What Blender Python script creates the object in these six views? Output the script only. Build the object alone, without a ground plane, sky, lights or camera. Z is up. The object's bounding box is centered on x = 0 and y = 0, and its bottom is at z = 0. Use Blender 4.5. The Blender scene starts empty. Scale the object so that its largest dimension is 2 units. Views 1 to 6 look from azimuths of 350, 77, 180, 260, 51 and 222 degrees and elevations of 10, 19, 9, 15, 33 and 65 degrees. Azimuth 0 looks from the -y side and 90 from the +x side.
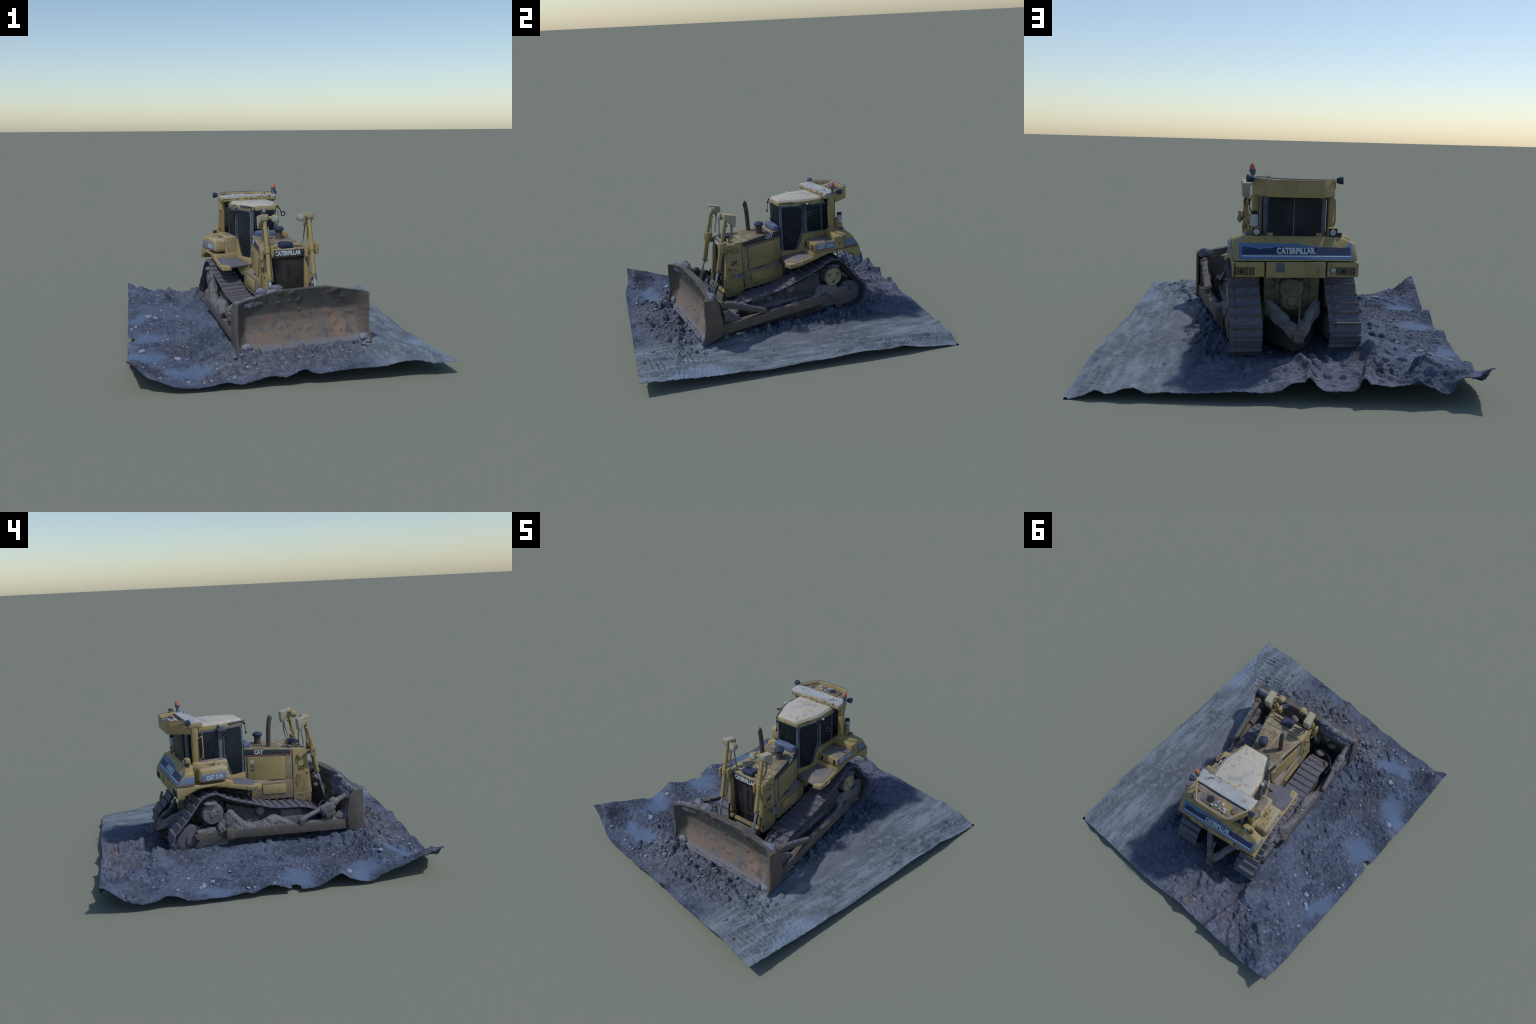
# A worn yellow bulldozer standing on a square patch of churned mud and compacted road.
import bpy, bmesh, math, random
import numpy as np
from math import radians, sin, cos, pi, hypot, atan2
from mathutils import Vector, Matrix, noise as mnoise

random.seed(7)
RNG = np.random.default_rng(7)
COL = bpy.context.scene.collection

# ------------------------------------------------------------------ materials
def new_mat(name):
    m = bpy.data.materials.new(name); m.use_nodes = True
    nt = m.node_tree
    return m, nt, nt.nodes['Principled BSDF']

def nd(nt, typ, **kw):
    n = nt.nodes.new(typ)
    for k, v in kw.items(): setattr(n, k, v)
    return n

def coords(nt, scale=1.0):
    tc = nd(nt, 'ShaderNodeTexCoord')
    return tc.outputs['Object']

def noise_fac(nt, vec, scale, detail=4, rough=.6, lo=.4, hi=.6, dist=0.0):
    n = nd(nt, 'ShaderNodeTexNoise')
    n.inputs['Scale'].default_value = scale
    n.inputs['Detail'].default_value = detail
    n.inputs['Roughness'].default_value = rough
    n.inputs['Distortion'].default_value = dist
    nt.links.new(vec, n.inputs['Vector'])
    r = nd(nt, 'ShaderNodeMapRange', interpolation_type='SMOOTHSTEP')
    r.inputs['From Min'].default_value = lo
    r.inputs['From Max'].default_value = hi
    nt.links.new(n.outputs['Fac'], r.inputs['Value'])
    return r.outputs['Result']

def mix(nt, fac, a, b):
    m = nd(nt, 'ShaderNodeMix', data_type='RGBA')
    for sock, v in (('Factor', fac),):
        if isinstance(v, float): m.inputs[0].default_value = v
        else: nt.links.new(v, m.inputs[0])
    for i, v in ((6, a), (7, b)):
        if isinstance(v, tuple): m.inputs[i].default_value = (*v, 1)
        else: nt.links.new(v, m.inputs[i])
    return m.outputs[2]

def mul(nt, a, b, op='MULTIPLY'):
    m = nd(nt, 'ShaderNodeMath', operation=op)
    for i, v in enumerate((a, b)):
        if isinstance(v, (int, float)): m.inputs[i].default_value = v
        else: nt.links.new(v, m.inputs[i])
    return m.outputs[0]

def bump(nt, bsdf, vec, scale, strength, dist=.004, detail=5):
    n = nd(nt, 'ShaderNodeTexNoise')
    n.inputs['Scale'].default_value = scale
    n.inputs['Detail'].default_value = detail
    nt.links.new(vec, n.inputs['Vector'])
    b = nd(nt, 'ShaderNodeBump')
    b.inputs['Strength'].default_value = strength
    b.inputs['Distance'].default_value = dist
    nt.links.new(n.outputs['Fac'], b.inputs['Height'])
    nt.links.new(b.outputs['Normal'], bsdf.inputs['Normal'])

def surface(name, base, layers=(), rough=.7, metal=0.0, bumps=None, spec=.3):
    """base colour + stack of (colour, noise scale, lo, hi, strength) stains."""
    m, nt, b = new_mat(name)
    v = coords(nt)
    col = base
    mp = nd(nt, 'ShaderNodeMapping'); mp.inputs['Scale'].default_value = (1, 1, .22)
    nt.links.new(v, mp.inputs['Vector'])
    for (c, sc, lo, hi, st, *run) in layers:      # a sixth entry makes the stain run downwards
        f = noise_fac(nt, mp.outputs[0] if run else v, sc, lo=lo, hi=hi)
        f = mul(nt, f, st)
        col = mix(nt, f, col, c)
    if isinstance(col, tuple): b.inputs['Base Color'].default_value = (*col, 1)
    else: nt.links.new(col, b.inputs['Base Color'])
    b.inputs['Roughness'].default_value = rough
    b.inputs['Metallic'].default_value = metal
    b.inputs['Specular IOR Level'].default_value = spec
    if bumps: bump(nt, b, v, *bumps)
    return m

YEL = (.312, .240, .106)
M = {}
M['yellow'] = surface('yellow_paint', YEL,
    [((.335, .275, .155), 9, .45, .7, .7), ((.225, .165, .072), 6, .50, .72, .6), ((.165, .125, .07), 22, .53, .70, .5, 1), ((.12, .088, .06), 34, .62, .71, .7)], rough=.6, bumps=(60, .15))
M['yellow_dusty'] = surface('dusty_yellow_paint', (.33, .268, .142),
    [((.225, .19, .11), 12, .45, .65, .6), ((.36, .33, .245), 7, .5, .7, .7), ((.15, .125, .09), 20, .54, .68, .6, 1), ((.10, .09, .08), 40, .62, .7, .6)], rough=.8, bumps=(80, .25))
M['yellow_muddy'] = surface('mud_stained_yellow_paint', (.24, .19, .08),
    [((.145, .125, .112), 9, .42, .62, .85), ((.10, .09, .09), 30, .55, .7, .6)], rough=.85, bumps=(60, .3))
M['roof'] = surface('sun_bleached_roof_paint', (.43, .41, .335),
    [((.42, .40, .385), 8, .4, .62, .8), ((.28, .28, .30), 13, .53, .66, .7), ((.24, .215, .17), 30, .58, .68, .6), ((.41, .36, .20), 11, .62, .75, .5)], rough=.85, bumps=(70, .2))
M['bar'] = surface('grey_dust_on_canopy', (.315, .345, .365),
    [((.41, .395, .38), 14, .45, .62, .8), ((.22, .22, .22), 24, .55, .66, .75)], rough=.9, bumps=(60, .4))
M['rust'] = surface('rusty_worn_steel', (.135, .102, .082),
    [((.098, .09, .088), 11, .42, .62, .9), ((.19, .122, .085), 13, .50, .68, .8), ((.085, .078, .075), 22, .52, .66, .6, 1), ((.10, .11, .135), 32, .58, .7, .7)], rough=.75, bumps=(70, .4))
M['blade'] = None
M['shoe'] = surface('muddy_track_steel', (.098, .104, .140),
    [((.150, .105, .080), 24, .54, .66, .7), ((.14, .152, .20), 45, .5, .64, .7), ((.05, .045, .05), 33, .6, .7, .6)], rough=.8, bumps=(90, .5))
M['rust_muddy'] = surface('mud_dulled_steel', (.100, .088, .080), [((.080, .076, .078), 11, .42, .62, .9), ((.145, .105, .080), 13, .55, .70, .7), ((.12, .122, .135), 26, .56, .68, .6)], rough=.85, bumps=(70, .5))
M['shoe_edge'] = surface('worn_grouser_steel', (.125, .100, .090), [((.085, .085, .10), 24, .48, .64, .8)], rough=.8, bumps=(90, .4))
M['mud'] = surface('caked_mud', (.155, .155, .165),
    [((.10, .10, .115), 22, .45, .62, .8), ((.20, .205, .23), 48, .55, .68, .6)], rough=.95, bumps=(110, .7, .006))
M['mud_dark'] = surface('dark_caked_mud', (.085, .083, .083), [((.055, .054, .056), 18, .45, .62, .8), ((.125, .125, .13), 40, .55, .68, .6)], rough=.95, bumps=(110, .8, .006))  # darker tone of the caked mud, for the walls below the track run
M['mud_blue'] = surface('damp_clay', (.15, .165, .215),
    [((.10, .105, .13), 22, .45, .62, .8), ((.21, .23, .29), 40, .55, .68, .6)], rough=.9, bumps=(110, .7, .006))
M['dark'] = surface('greasy_metal_and_dark_filler', (.035, .034, .036), [((.07, .065, .06), 20, .5, .65, .7)], rough=.8, bumps=(60, .3))  # near black for metal parts and for the dark filler blocks
M['case'] = surface('oily_transmission_housing', (.150, .138, .095), [((.065, .062, .055), 17, .45, .62, .8), ((.17, .13, .04), 11, .58, .7, .6)], rough=.75, bumps=(60, .3))
M['grille'] = surface('radiator_grille_mesh', (.030, .026, .026), [((.052, .044, .040), 20, .5, .66, .7)], rough=.8)
M['frame'] = surface('slate_window_frame', (.098, .122, .155), [((.060, .072, .09), 14, .45, .65, .8), ((.14, .165, .195), 33, .6, .7, .5)], rough=.7, bumps=(60, .2))
M['glass'] = surface('dark_window_glass', (.012, .017, .023), [((.030, .037, .046), 8, .48, .7, .7)], rough=.4, spec=.15)
M['black'] = surface('black_rubber', (.018, .018, .022), [((.05, .05, .06), 28, .5, .7, .5)], rough=.8)
M['navy'] = surface('navy_plastic_cover', (.026, .034, .075), [((.055, .065, .115), 25, .5, .68, .6)], rough=.65)
M['bluecover'] = surface('pale_blue_tarpaulin', (.085, .125, .21), [((.15, .18, .24), 22, .48, .66, .6), ((.07, .10, .17), 30, .55, .7, .6)], rough=.85, bumps=(60, .4))
M['pipe'] = surface('sooty_exhaust_pipe', (.075, .06, .06), [((.12, .09, .08), 20, .5, .68, .7)], rough=.8, bumps=(60, .3))
M['pipe_inner'] = surface('exhaust_mouth', (.23, .21, .23), [], rough=.8)
M['chrome'] = surface('polished_rod', (.42, .47, .55), [((.16, .16, .18), 24, .5, .66, .6)], rough=.3, metal=.5)
M['white'] = surface('white_letter_paint', (.50, .56, .60), [((.30, .36, .42), 50, .5, .66, .5)], rough=.7)
M['decal_black'] = surface('black_stripe_decal', (.035, .037, .045), [((.09, .085, .085), 18, .52, .7, .6)], rough=.65)
M['decal_blue'] = surface('faded_blue_decal', (.125, .19, .30), [((.16, .17, .18), 17, .5, .68, .6)], rough=.7)
M['decal_sky'] = surface('peeling_sky_blue_decal', (.085, .165, .34), [((.15, .25, .38), 16, .5, .68, .6), ((.07, .12, .24), 35, .6, .72, .5)], rough=.7)
M['decal_navy'] = surface('navy_band_decal', (.022, .035, .085), [((.05, .075, .16), 25, .52, .7, .6)], rough=.65)
M['red'] = surface('faded_red_line', (.22, .06, .06), [], rough=.7)
M['orange'] = surface('orange_beacon_lens', (.48, .11, .065), [((.55, .24, .16), 40, .5, .7, .6)], rough=.4)
M['lens'] = surface('frosted_lamp_lens', (.33, .37, .39), [((.16, .19, .21), 30, .5, .68, .6)], rough=.4)
M['grey'] = surface('grey_canister_paint', (.36, .38, .41), [((.22, .24, .27), 20, .5, .7, .6)], rough=.7)
M['hood_top'] = surface('grimy_hood_paint', (.265, .232, .150), [((.20, .17, .11), 9, .42, .62, .8), ((.33, .30, .22), 14, .52, .68, .7), ((.12, .10, .075), 26, .55, .68, .8)], rough=.85, bumps=(80, .3))
M['bracket'] = surface('dust_caked_bracket_paint', (.36, .325, .235), [((.40, .365, .32), 20, .48, .66, .8), ((.27, .22, .11), 15, .52, .68, .7)], rough=.85, bumps=(80, .3))
M['tread_blue'] = surface('blue_grey_tread_plate', (.115, .120, .160), [((.165, .155, .165), 14, .45, .64, .7), ((.07, .073, .095), 30, .55, .7, .7)], rough=.9, bumps=(130, .8, .006))
M['tread'] = surface('dirty_tread_plate', (.17, .16, .185), [((.26, .215, .15), 14, .45, .62, .8), ((.09, .09, .11), 30, .55, .7, .7)], rough=.9, bumps=(130, .8, .006))
M['screen'] = surface('perforated_hood_screen', (.20, .165, .115), [((.29, .24, .155), 14, .45, .65, .8), ((.09, .075, .06), 130, .5, .58, .85)], rough=.9, bumps=(160, .8))
M['stone'] = surface('pale_limestone', (.25, .295, .40), [((.17, .20, .28), 22, .45, .65, .7)], rough=.9, bumps=(90, .4))
M['clod'] = surface('grey_rubble', (.20, .215, .26), [((.13, .135, .165), 18, .45, .65, .8)], rough=.95, bumps=(90, .6))

def blade_material():
    m, nt, b = new_mat('scraped_blade_steel')
    v = coords(nt)
    sep = nd(nt, 'ShaderNodeSeparateXYZ'); nt.links.new(v, sep.inputs[0])
    mp = nd(nt, 'ShaderNodeMapping'); mp.inputs['Scale'].default_value = (1.0, 1.0, .28)
    nt.links.new(v, mp.inputs['Vector'])
    streak = noise_fac(nt, mp.outputs[0], 16, lo=.42, hi=.64)
    col = mix(nt, streak, (.175, .130, .103), (.128, .122, .117))
    col = mix(nt, mul(nt, noise_fac(nt, mp.outputs[0], 9, lo=.55, hi=.7), .7), col, (.245, .160, .115))
    # dried soil still clinging to the upper fold of the plate; darker tone towards both ends
    def ramp(sock, a, c):
        r = nd(nt, 'ShaderNodeMapRange', interpolation_type='SMOOTHSTEP')
        r.inputs['From Min'].default_value = a; r.inputs['From Max'].default_value = c
        nt.links.new(sock, r.inputs['Value']); return r.outputs['Result']
    wob = nd(nt, 'ShaderNodeTexNoise'); wob.inputs['Scale'].default_value = 7
    nt.links.new(v, wob.inputs['Vector'])
    zz = mul(nt, sep.outputs['Z'], mul(nt, wob.outputs['Fac'], .03), 'ADD')
    up = ramp(zz, .298, .312)
    col = mix(nt, mul(nt, up, .88), col, mix(nt, noise_fac(nt, v, 12, lo=.42, hi=.62), (.088, .084, .076), (.062, .060, .060)))
    xx = mul(nt, nt_abs(nt, sep.outputs['X']), mul(nt, wob.outputs['Fac'], .05), 'ADD')
    col = mix(nt, mul(nt, ramp(xx, .355, .385), .8), col, (.085, .078, .072))
    soil = noise_fac(nt, v, 26, lo=.54, hi=.64)
    col = mix(nt, mul(nt, soil, .75), col, (.078, .080, .090))
    low = ramp(zz, .155, .118)
    col = mix(nt, mul(nt, low, .7), col, (.165, .18, .215))
    nt.links.new(col, b.inputs['Base Color'])
    b.inputs['Roughness'].default_value = .7
    b.inputs['Specular IOR Level'].default_value = .3
    bump(nt, b, v, 70, .4)
    return m

def nt_abs(nt, s):
    a = nd(nt, 'ShaderNodeMath', operation='ABSOLUTE'); nt.links.new(s, a.inputs[0]); return a.outputs[0]
M['blade'] = blade_material()

# ------------------------------------------------------------------ mesh helpers
DOZER = bpy.data.objects.new('bulldozer', None)
COL.objects.link(DOZER)
DOZER['label'] = 'worn yellow tracked bulldozer with muddy curved blade'
DOZER['category'] = 'bulldozer'
YAW, ROLL = radians(9.5), radians(-0.4)
DOZER.matrix_world = Matrix.Translation((0.0247, 0, 0)) @ Matrix.Rotation(YAW, 4, 'Z') @ Matrix.Rotation(ROLL, 4, 'Y')

def add(name, mesh, mat, parent=None, smooth=32):
    if isinstance(mat, str): mat = M[mat]
    if mat and not mesh.materials: mesh.materials.append(mat)
    if smooth:
        for p in mesh.polygons: p.use_smooth = True
        mesh.set_sharp_from_angle(angle=radians(smooth))
    o = bpy.data.objects.new(name, mesh)
    COL.objects.link(o)
    o.parent = parent or DOZER
    return o

def mesh_from(verts, faces, bevel=0.0, seg=2):
    bm = bmesh.new()
    vs = [bm.verts.new(v) for v in verts]
    for f in faces:
        try: bm.faces.new([vs[i] for i in f])
        except ValueError: pass
    bmesh.ops.recalc_face_normals(bm, faces=bm.faces)
    if bevel > 0:
        es = [e for e in bm.edges if len(e.link_faces) == 2 and e.calc_face_angle(0) > .35]
        bmesh.ops.bevel(bm, geom=es, offset=bevel, offset_type='OFFSET', segments=seg, profile=.5, affect='EDGES', clamp_overlap=True)
    me = bpy.data.meshes.new('m'); bm.to_mesh(me); bm.free()
    return me

def box_mesh(x0, x1, y0, y1, z0, z1, bevel=.003, seg=2):
    v = [(x, y, z) for z in (z0, z1) for y in (y0, y1) for x in (x0, x1)]
    f = [(0, 2, 3, 1), (4, 5, 7, 6), (0, 1, 5, 4), (2, 6, 7, 3), (0, 4, 6, 2), (1, 3, 7, 5)]
    return mesh_from(v, f, bevel, seg)

def box(name, x0, x1, y0, y1, z0, z1, mat, bevel=.003, parent=None, seg=2):
    return add(name, box_mesh(x0, x1, y0, y1, z0, z1, bevel, seg), mat, parent)

def hexa(name, low, top, mat, bevel=.003, parent=None):
    """solid between two quads (or two equal polygons) given in the same winding."""
    n = len(low)
    v = list(low) + list(top)
    f = [tuple(range(n))[::-1], tuple(range(n, 2*n))] + [(i, (i+1) % n, n+(i+1) % n, n+i) for i in range(n)]
    return add(name, mesh_from(v, f, bevel), mat, parent)

def side_prism(name, prof, x0, x1, mat, bevel=.003, parent=None):
    """(y,z) outline extruded across the machine from x0 to x1."""
    return hexa(name, [(x0, y, z) for y, z in prof], [(x1, y, z) for y, z in prof], mat, bevel, parent)

def plan_prism(name, prof, z0, z1, mat, bevel=.003, parent=None):
    return hexa(name, [(x, y, z0) for x, y in prof], [(x, y, z1) for x, y in prof], mat, bevel, parent)

def lathe_mesh(prof, p0, axis, n=24):
    """prof = [(distance along axis, radius)]; closed with end caps."""
    p0 = Vector(p0); a = Vector(axis).normalized()
    u = a.orthogonal().normalized(); w = a.cross(u)
    v, f = [], []
    for d, r in prof:
        for k in range(n):
            t = 2*pi*k/n
            v.append(p0 + a*d + (u*cos(t)+w*sin(t))*r)
    for i in range(len(prof)-1):
        for k in range(n):
            f.append((i*n+k, i*n+(k+1) % n, (i+1)*n+(k+1) % n, (i+1)*n+k))
    f.append(tuple(range(n))[::-1]); f.append(tuple(range((len(prof)-1)*n, len(prof)*n)))
    return mesh_from(v, f)

def lathe(name, prof, p0, axis, mat, n=24, parent=None):
    return add(name, lathe_mesh(prof, p0, axis, n), mat, parent)

def rod(name, p0, p1, r, mat, n=16, parent=None, r1=None):
    p0, p1 = Vector(p0), Vector(p1); L = (p1-p0).length
    r1 = r if r1 is None else r1
    c = min(r, r1)*.18
    return lathe(name, [(0, r-c), (c, r), (L-c, r1), (L, r1-c)], p0, p1-p0, mat, n, parent)

def spline(pts, per=6, closed=False):
    P = [Vector(p) for p in pts]; n = len(P); out = []
    rng = range(n if closed else n-1)
    g = (lambda i: P[i % n]) if closed else (lambda i: P[max(0, min(n-1, i))])
    for i in rng:
        a, b, c, d = g(i-1), g(i), g(i+1), g(i+2)
        for k in range(per):
            t = k/per
            out.append(.5*((2*b)+(c-a)*t+(2*a-5*b+4*c-d)*t*t+(3*b-a-3*c+d)*t**3))
    if not closed: out.append(P[-1])
    return out

def tube_mesh(pts, r, n=8, per=5, closed=False):
    P = spline(pts, per, closed); m = len(P)
    rad = r if callable(r) else (lambda t: r)
    v, f = [], []
    up = None
    for i, p in enumerate(P):
        if closed: t = P[(i+1) % m]-P[i-1]
        else: t = P[min(i+1, m-1)]-P[max(i-1, 0)]
        t.normalize()
        if up is None: up = t.orthogonal().normalized()
        up = (up - t*up.dot(t)).normalized(); w = t.cross(up)
        for k in range(n):
            a = 2*pi*k/n
            v.append(p+(up*cos(a)+w*sin(a))*rad(i/max(1, m-1)))
    for i in range(m if closed else m-1):
        j = (i+1) % m
        for k in range(n):
            f.append((i*n+k, i*n+(k+1) % n, j*n+(k+1) % n, j*n+k))
    if not closed:
        f.append(tuple(range(n))[::-1]); f.append(tuple(range((m-1)*n, m*n)))
    return mesh_from(v, f)

def tube(name, pts, r, mat, n=8, per=5, closed=False, parent=None):
    return add(name, tube_mesh(pts, r, n, per, closed), mat, parent, smooth=50)

def lump(me, amp, scale, seed=0, cuts=0, ridged=False):
    """subdivide and push the surface about with noise so it reads as mud."""
    bm = bmesh.new(); bm.from_mesh(me)
    if cuts: bmesh.ops.subdivide_edges(bm, edges=bm.edges[:], cuts=cuts, use_grid_fill=True)
    bm.normal_update()
    off = Vector((seed*3.1, seed*1.7, seed*.9))
    mv = []
    for v in bm.verts:
        d = 0; a = 1; s = scale
        for _ in range(4):
            q = mnoise.noise(v.co*s+off)
            d += a*((1-2*abs(q))*.6 if ridged else q); a *= .5; s *= 2.1
        mv.append(v.co+v.normal*d*amp)
    for v, c in zip(bm.verts, mv): v.co = c
    bm.to_mesh(me); bm.free()
    return me

def blob_mesh(rx, ry, rz, seed, amp=.25, sub=3):
    bm = bmesh.new()
    bmesh.ops.create_icosphere(bm, subdivisions=sub, radius=1)
    off = Vector((seed*2.3, seed*5.1, seed*1.3))
    for v in bm.verts:
        d = 1+amp*(mnoise.noise(v.co*1.3+off)+.5*mnoise.noise(v.co*3+off)+.3*mnoise.noise(v.co*6.5+off))
        v.co = Vector((v.co.x*rx, v.co.y*ry, v.co.z*rz))*d
    me = bpy.data.meshes.new('m'); bm.to_mesh(me); bm.free()
    return me

def blob(name, c, rx, ry, rz, seed, mat, amp=.3, sub=3, parent=None):
    me = blob_mesh(rx, ry, rz, seed, amp, sub)
    me.transform(Matrix.Translation(c))
    return add(name, me, mat, parent, smooth=70)

def quad_slab(name, quad, t, mat, outline=None, parent=None, off=0.0):
    """thin raised slab on a planar quad (tl,tr,br,bl as seen from outside); outline = polygon in 0..1 uv."""
    tl, tr, br, bl = [Vector(p) for p in quad]
    n = (tr-tl).cross(tl-bl).normalized()
    uv = outline or [(0, 0), (1, 0), (1, 1), (0, 1)]
    pt = lambda u, w: (bl*(1-u)+br*u)*(1-w)+(tl*(1-u)+tr*u)*w
    lo = [pt(u, w)+n*(off-.002) for u, w in uv]; hi = [pt(u, w)+n*(off+t) for u, w in uv]
    return hexa(name, lo, hi, mat, min(.0008, t*.3), parent)

def rounded(u0, u1, w0, w1, ru, rw, k=5):
    out = []
    for cx, cy, a0 in ((u1-ru, w0+rw, -90), (u1-ru, w1-rw, 0), (u0+ru, w1-rw, 90), (u0+ru, w0+rw, 180)):
        for i in range(k+1):
            a = radians(a0+90*i/k); out.append((cx+ru*cos(a), cy+rw*sin(a)))
    return out

def lettering(name, s, quad, mat, t=.0012, bold=.045, off=0.0, parent=None, squeeze=None):
    """raised letters fitted to a quad (tl,tr,br,bl seen from outside)."""
    cu = bpy.data.curves.new('f', 'FONT'); cu.body = s
    cu.extrude = .05; cu.offset = bold; cu.resolution_u = 3
    ob = bpy.data.objects.new('f', cu); COL.objects.link(ob)
    bpy.context.view_layer.update()
    dg = bpy.context.evaluated_depsgraph_get()
    me = bpy.data.meshes.new_from_object(ob.evaluated_get(dg))
    bpy.data.objects.remove(ob); bpy.data.curves.remove(cu)
    xs = [v.co.x for v in me.vertices]; ys = [v.co.y for v in me.vertices]
    x0, x1, y0, y1 = min(xs), max(xs), min(ys), max(ys)
    tl, tr, br, bl = [Vector(p) for p in quad]
    n = (tr-tl).cross(tl-bl).normalized()
    for v in me.vertices:
        u = (v.co.x-x0)/(x1-x0); w = (v.co.y-y0)/(y1-y0)
        p = (bl*(1-u)+br*u)*(1-w)+(tl*(1-u)+tr*u)*w
        v.co = p+n*(off+(t if v.co.z > 0 else -.001))
    me.materials.clear()
    return add(name, me, mat, parent, smooth=0)

def sub_quad(quad, u0, u1, w0, w1):
    tl, tr, br, bl = [Vector(p) for p in quad]
    pt = lambda u, w: (bl*(1-u)+br*u)*(1-w)+(tl*(1-u)+tr*u)*w
    return [pt(u0, w1), pt(u1, w1), pt(u1, w0), pt(u0, w0)]

def side_quad(s, yr, xr, zr0, zr1, yf, xf, zf0, zf1):
    """quad on a side wall, seen from outside; s=+1 east (front is left), s=-1 west (rear is left)."""
    rear_t, rear_b = (s*xr, yr, zr1), (s*xr, yr, zr0)
    fr_t, fr_b = (s*xf, yf, zf1), (s*xf, yf, zf0)
    return [fr_t, rear_t, rear_b, fr_b] if s > 0 else [rear_t, fr_t, fr_b, rear_b]

EAST, WEST = 1, -1

# ------------------------------------------------------------------ chassis and engine bay
box('belly_frame', -.135, .135, -.30, .39, .12, .43, 'dark', .012)
box('rear_bulkhead', -.135, .135, .37, .415, .20, .47, 'case', .006)

# tapering hood: narrow at the cab, wide at the radiator
def hood_x(y): return .086+(.041-y)*(.141-.086)/.291
def hood_z(y): return .650-(.045-y)*(.024/.30)
yr, yf = .047, -.262
hexa('hood', [(-hood_x(yr), yr, .40), (hood_x(yr), yr, .40), (hood_x(yf), yf, .40), (-hood_x(yf), yf, .40)],
     [(-hood_x(yr), yr, hood_z(yr)), (hood_x(yr), yr, hood_z(yr)), (hood_x(yf), yf, hood_z(yf)), (-hood_x(yf), yf, hood_z(yf))], 'hood_top', .006)
for s in (EAST, WEST):
    # black stripe with lettering along the upper edge of the hood
    q = side_quad(s, .044, hood_x(.044), .603, .646, -.249, hood_x(-.249), .592, .622)
    stripe = quad_slab('hood_stripe', q, .0022, 'decal_black')
    quad_slab('stripe_line', sub_quad(q, .0, 1., .0, .13), .0030, 'red')
    lq = sub_quad(q, .60, .80, .24, .98) if s > 0 else sub_quad(q, .205, .40, .20, .94)
    lettering('hood_lettering', 'CAT', lq, 'white', t=.0036)
    # hinged engine door and its frame
    q = side_quad(s, .030, hood_x(.03), .44, .594, -.214, hood_x(-.214), .428, .583)
    door = quad_slab('engine_door', q, .006, 'yellow', rounded(0, 1, 0, 1, .02, .03, 3))
    quad_slab('door_seam', sub_quad(q, -.012, 1.012, -.016, 1.016), .0012, 'dark')
    u = (.86, .93) if s > 0 else (.075, .17)
    quad_slab('warning_sticker', sub_quad(q, u[0], u[1], .40, .66), .0072, 'yellow_muddy' if s > 0 else 'decal_black')
    if s < 0:
        quad_slab('faded_sticker', sub_quad(q, .07, .16, .72, .86), .0072, 'grey')
        lettering('sticker_marks', 'E-5', sub_quad(q, .09, .155, .44, .62), 'yellow', t=.0082)
    # engine side ledge
    hexa('side_ledge', [(s*.09, .03, .315), (s*.150, .03, .32), (s*.155, -.257, .298), (s*.09, -.257, .298)],
         [(s*.09, .03, .437), (s*.146, .03, .424), (s*.152, -.257, .418), (s*.09, -.257, .428)], 'yellow_muddy', .008)
    q = side_quad(s, -.045, .1525, .352, .412, -.205, .1565, .343, .405)
    quad_slab('ledge_panel', q, .003, 'yellow')
    # deep grime where ledge top meets the doors
    hexa('ledge_dirt', [(s*.088, .025, .425), (s*.140, .025, .422), (s*.144, -.25, .417), (s*.10, -.25, .417)],
         [(s*.088, .025, .445), (s*.132, .025, .428), (s*.138, -.25, .422), (s*.10, -.25, .433)], 'tread', .002)
    # radiator guard cheek
    prof = [(-.255, .629), (-.352, .617), (-.372, .522), (-.394, .322), (-.358, .258), (-.255, .292)]
    a, b = (.108, .145) if s > 0 else (-.145, -.108)
    cheek = side_prism('radiator_guard', prof, a, b, 'yellow', .006)
    quad_slab('guard_seam', side_quad(s, -.2585, .1455, .30, .62, -.2615, .1455, .30, .62), .0006, 'dark')
    q = side_quad(s, -.292, .145, .474, .510, -.344, .145, .474, .510)
    lettering('guard_lettering', 'CAT', sub_quad(q, .02, .98, .22, 1.0), 'decal_black', t=.0016)
    quad_slab('guard_line', sub_quad(q, .05, .95, .06, .16), .0016, 'red')
    rod('guard_bolt', (s*.143, -.357, .454), (s*.149, -.357, .454), .006, 'dark', 12)
    # mud splash at the foot of the guard
    me = box_mesh(.10*s if s > 0 else -.149, .149 if s > 0 else -.10, -.385, -.26, .262, .325, .004)
    lump(me, .004, 30, 5+s, 6)
    add('guard_mud', me, 'yellow_muddy')

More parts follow.
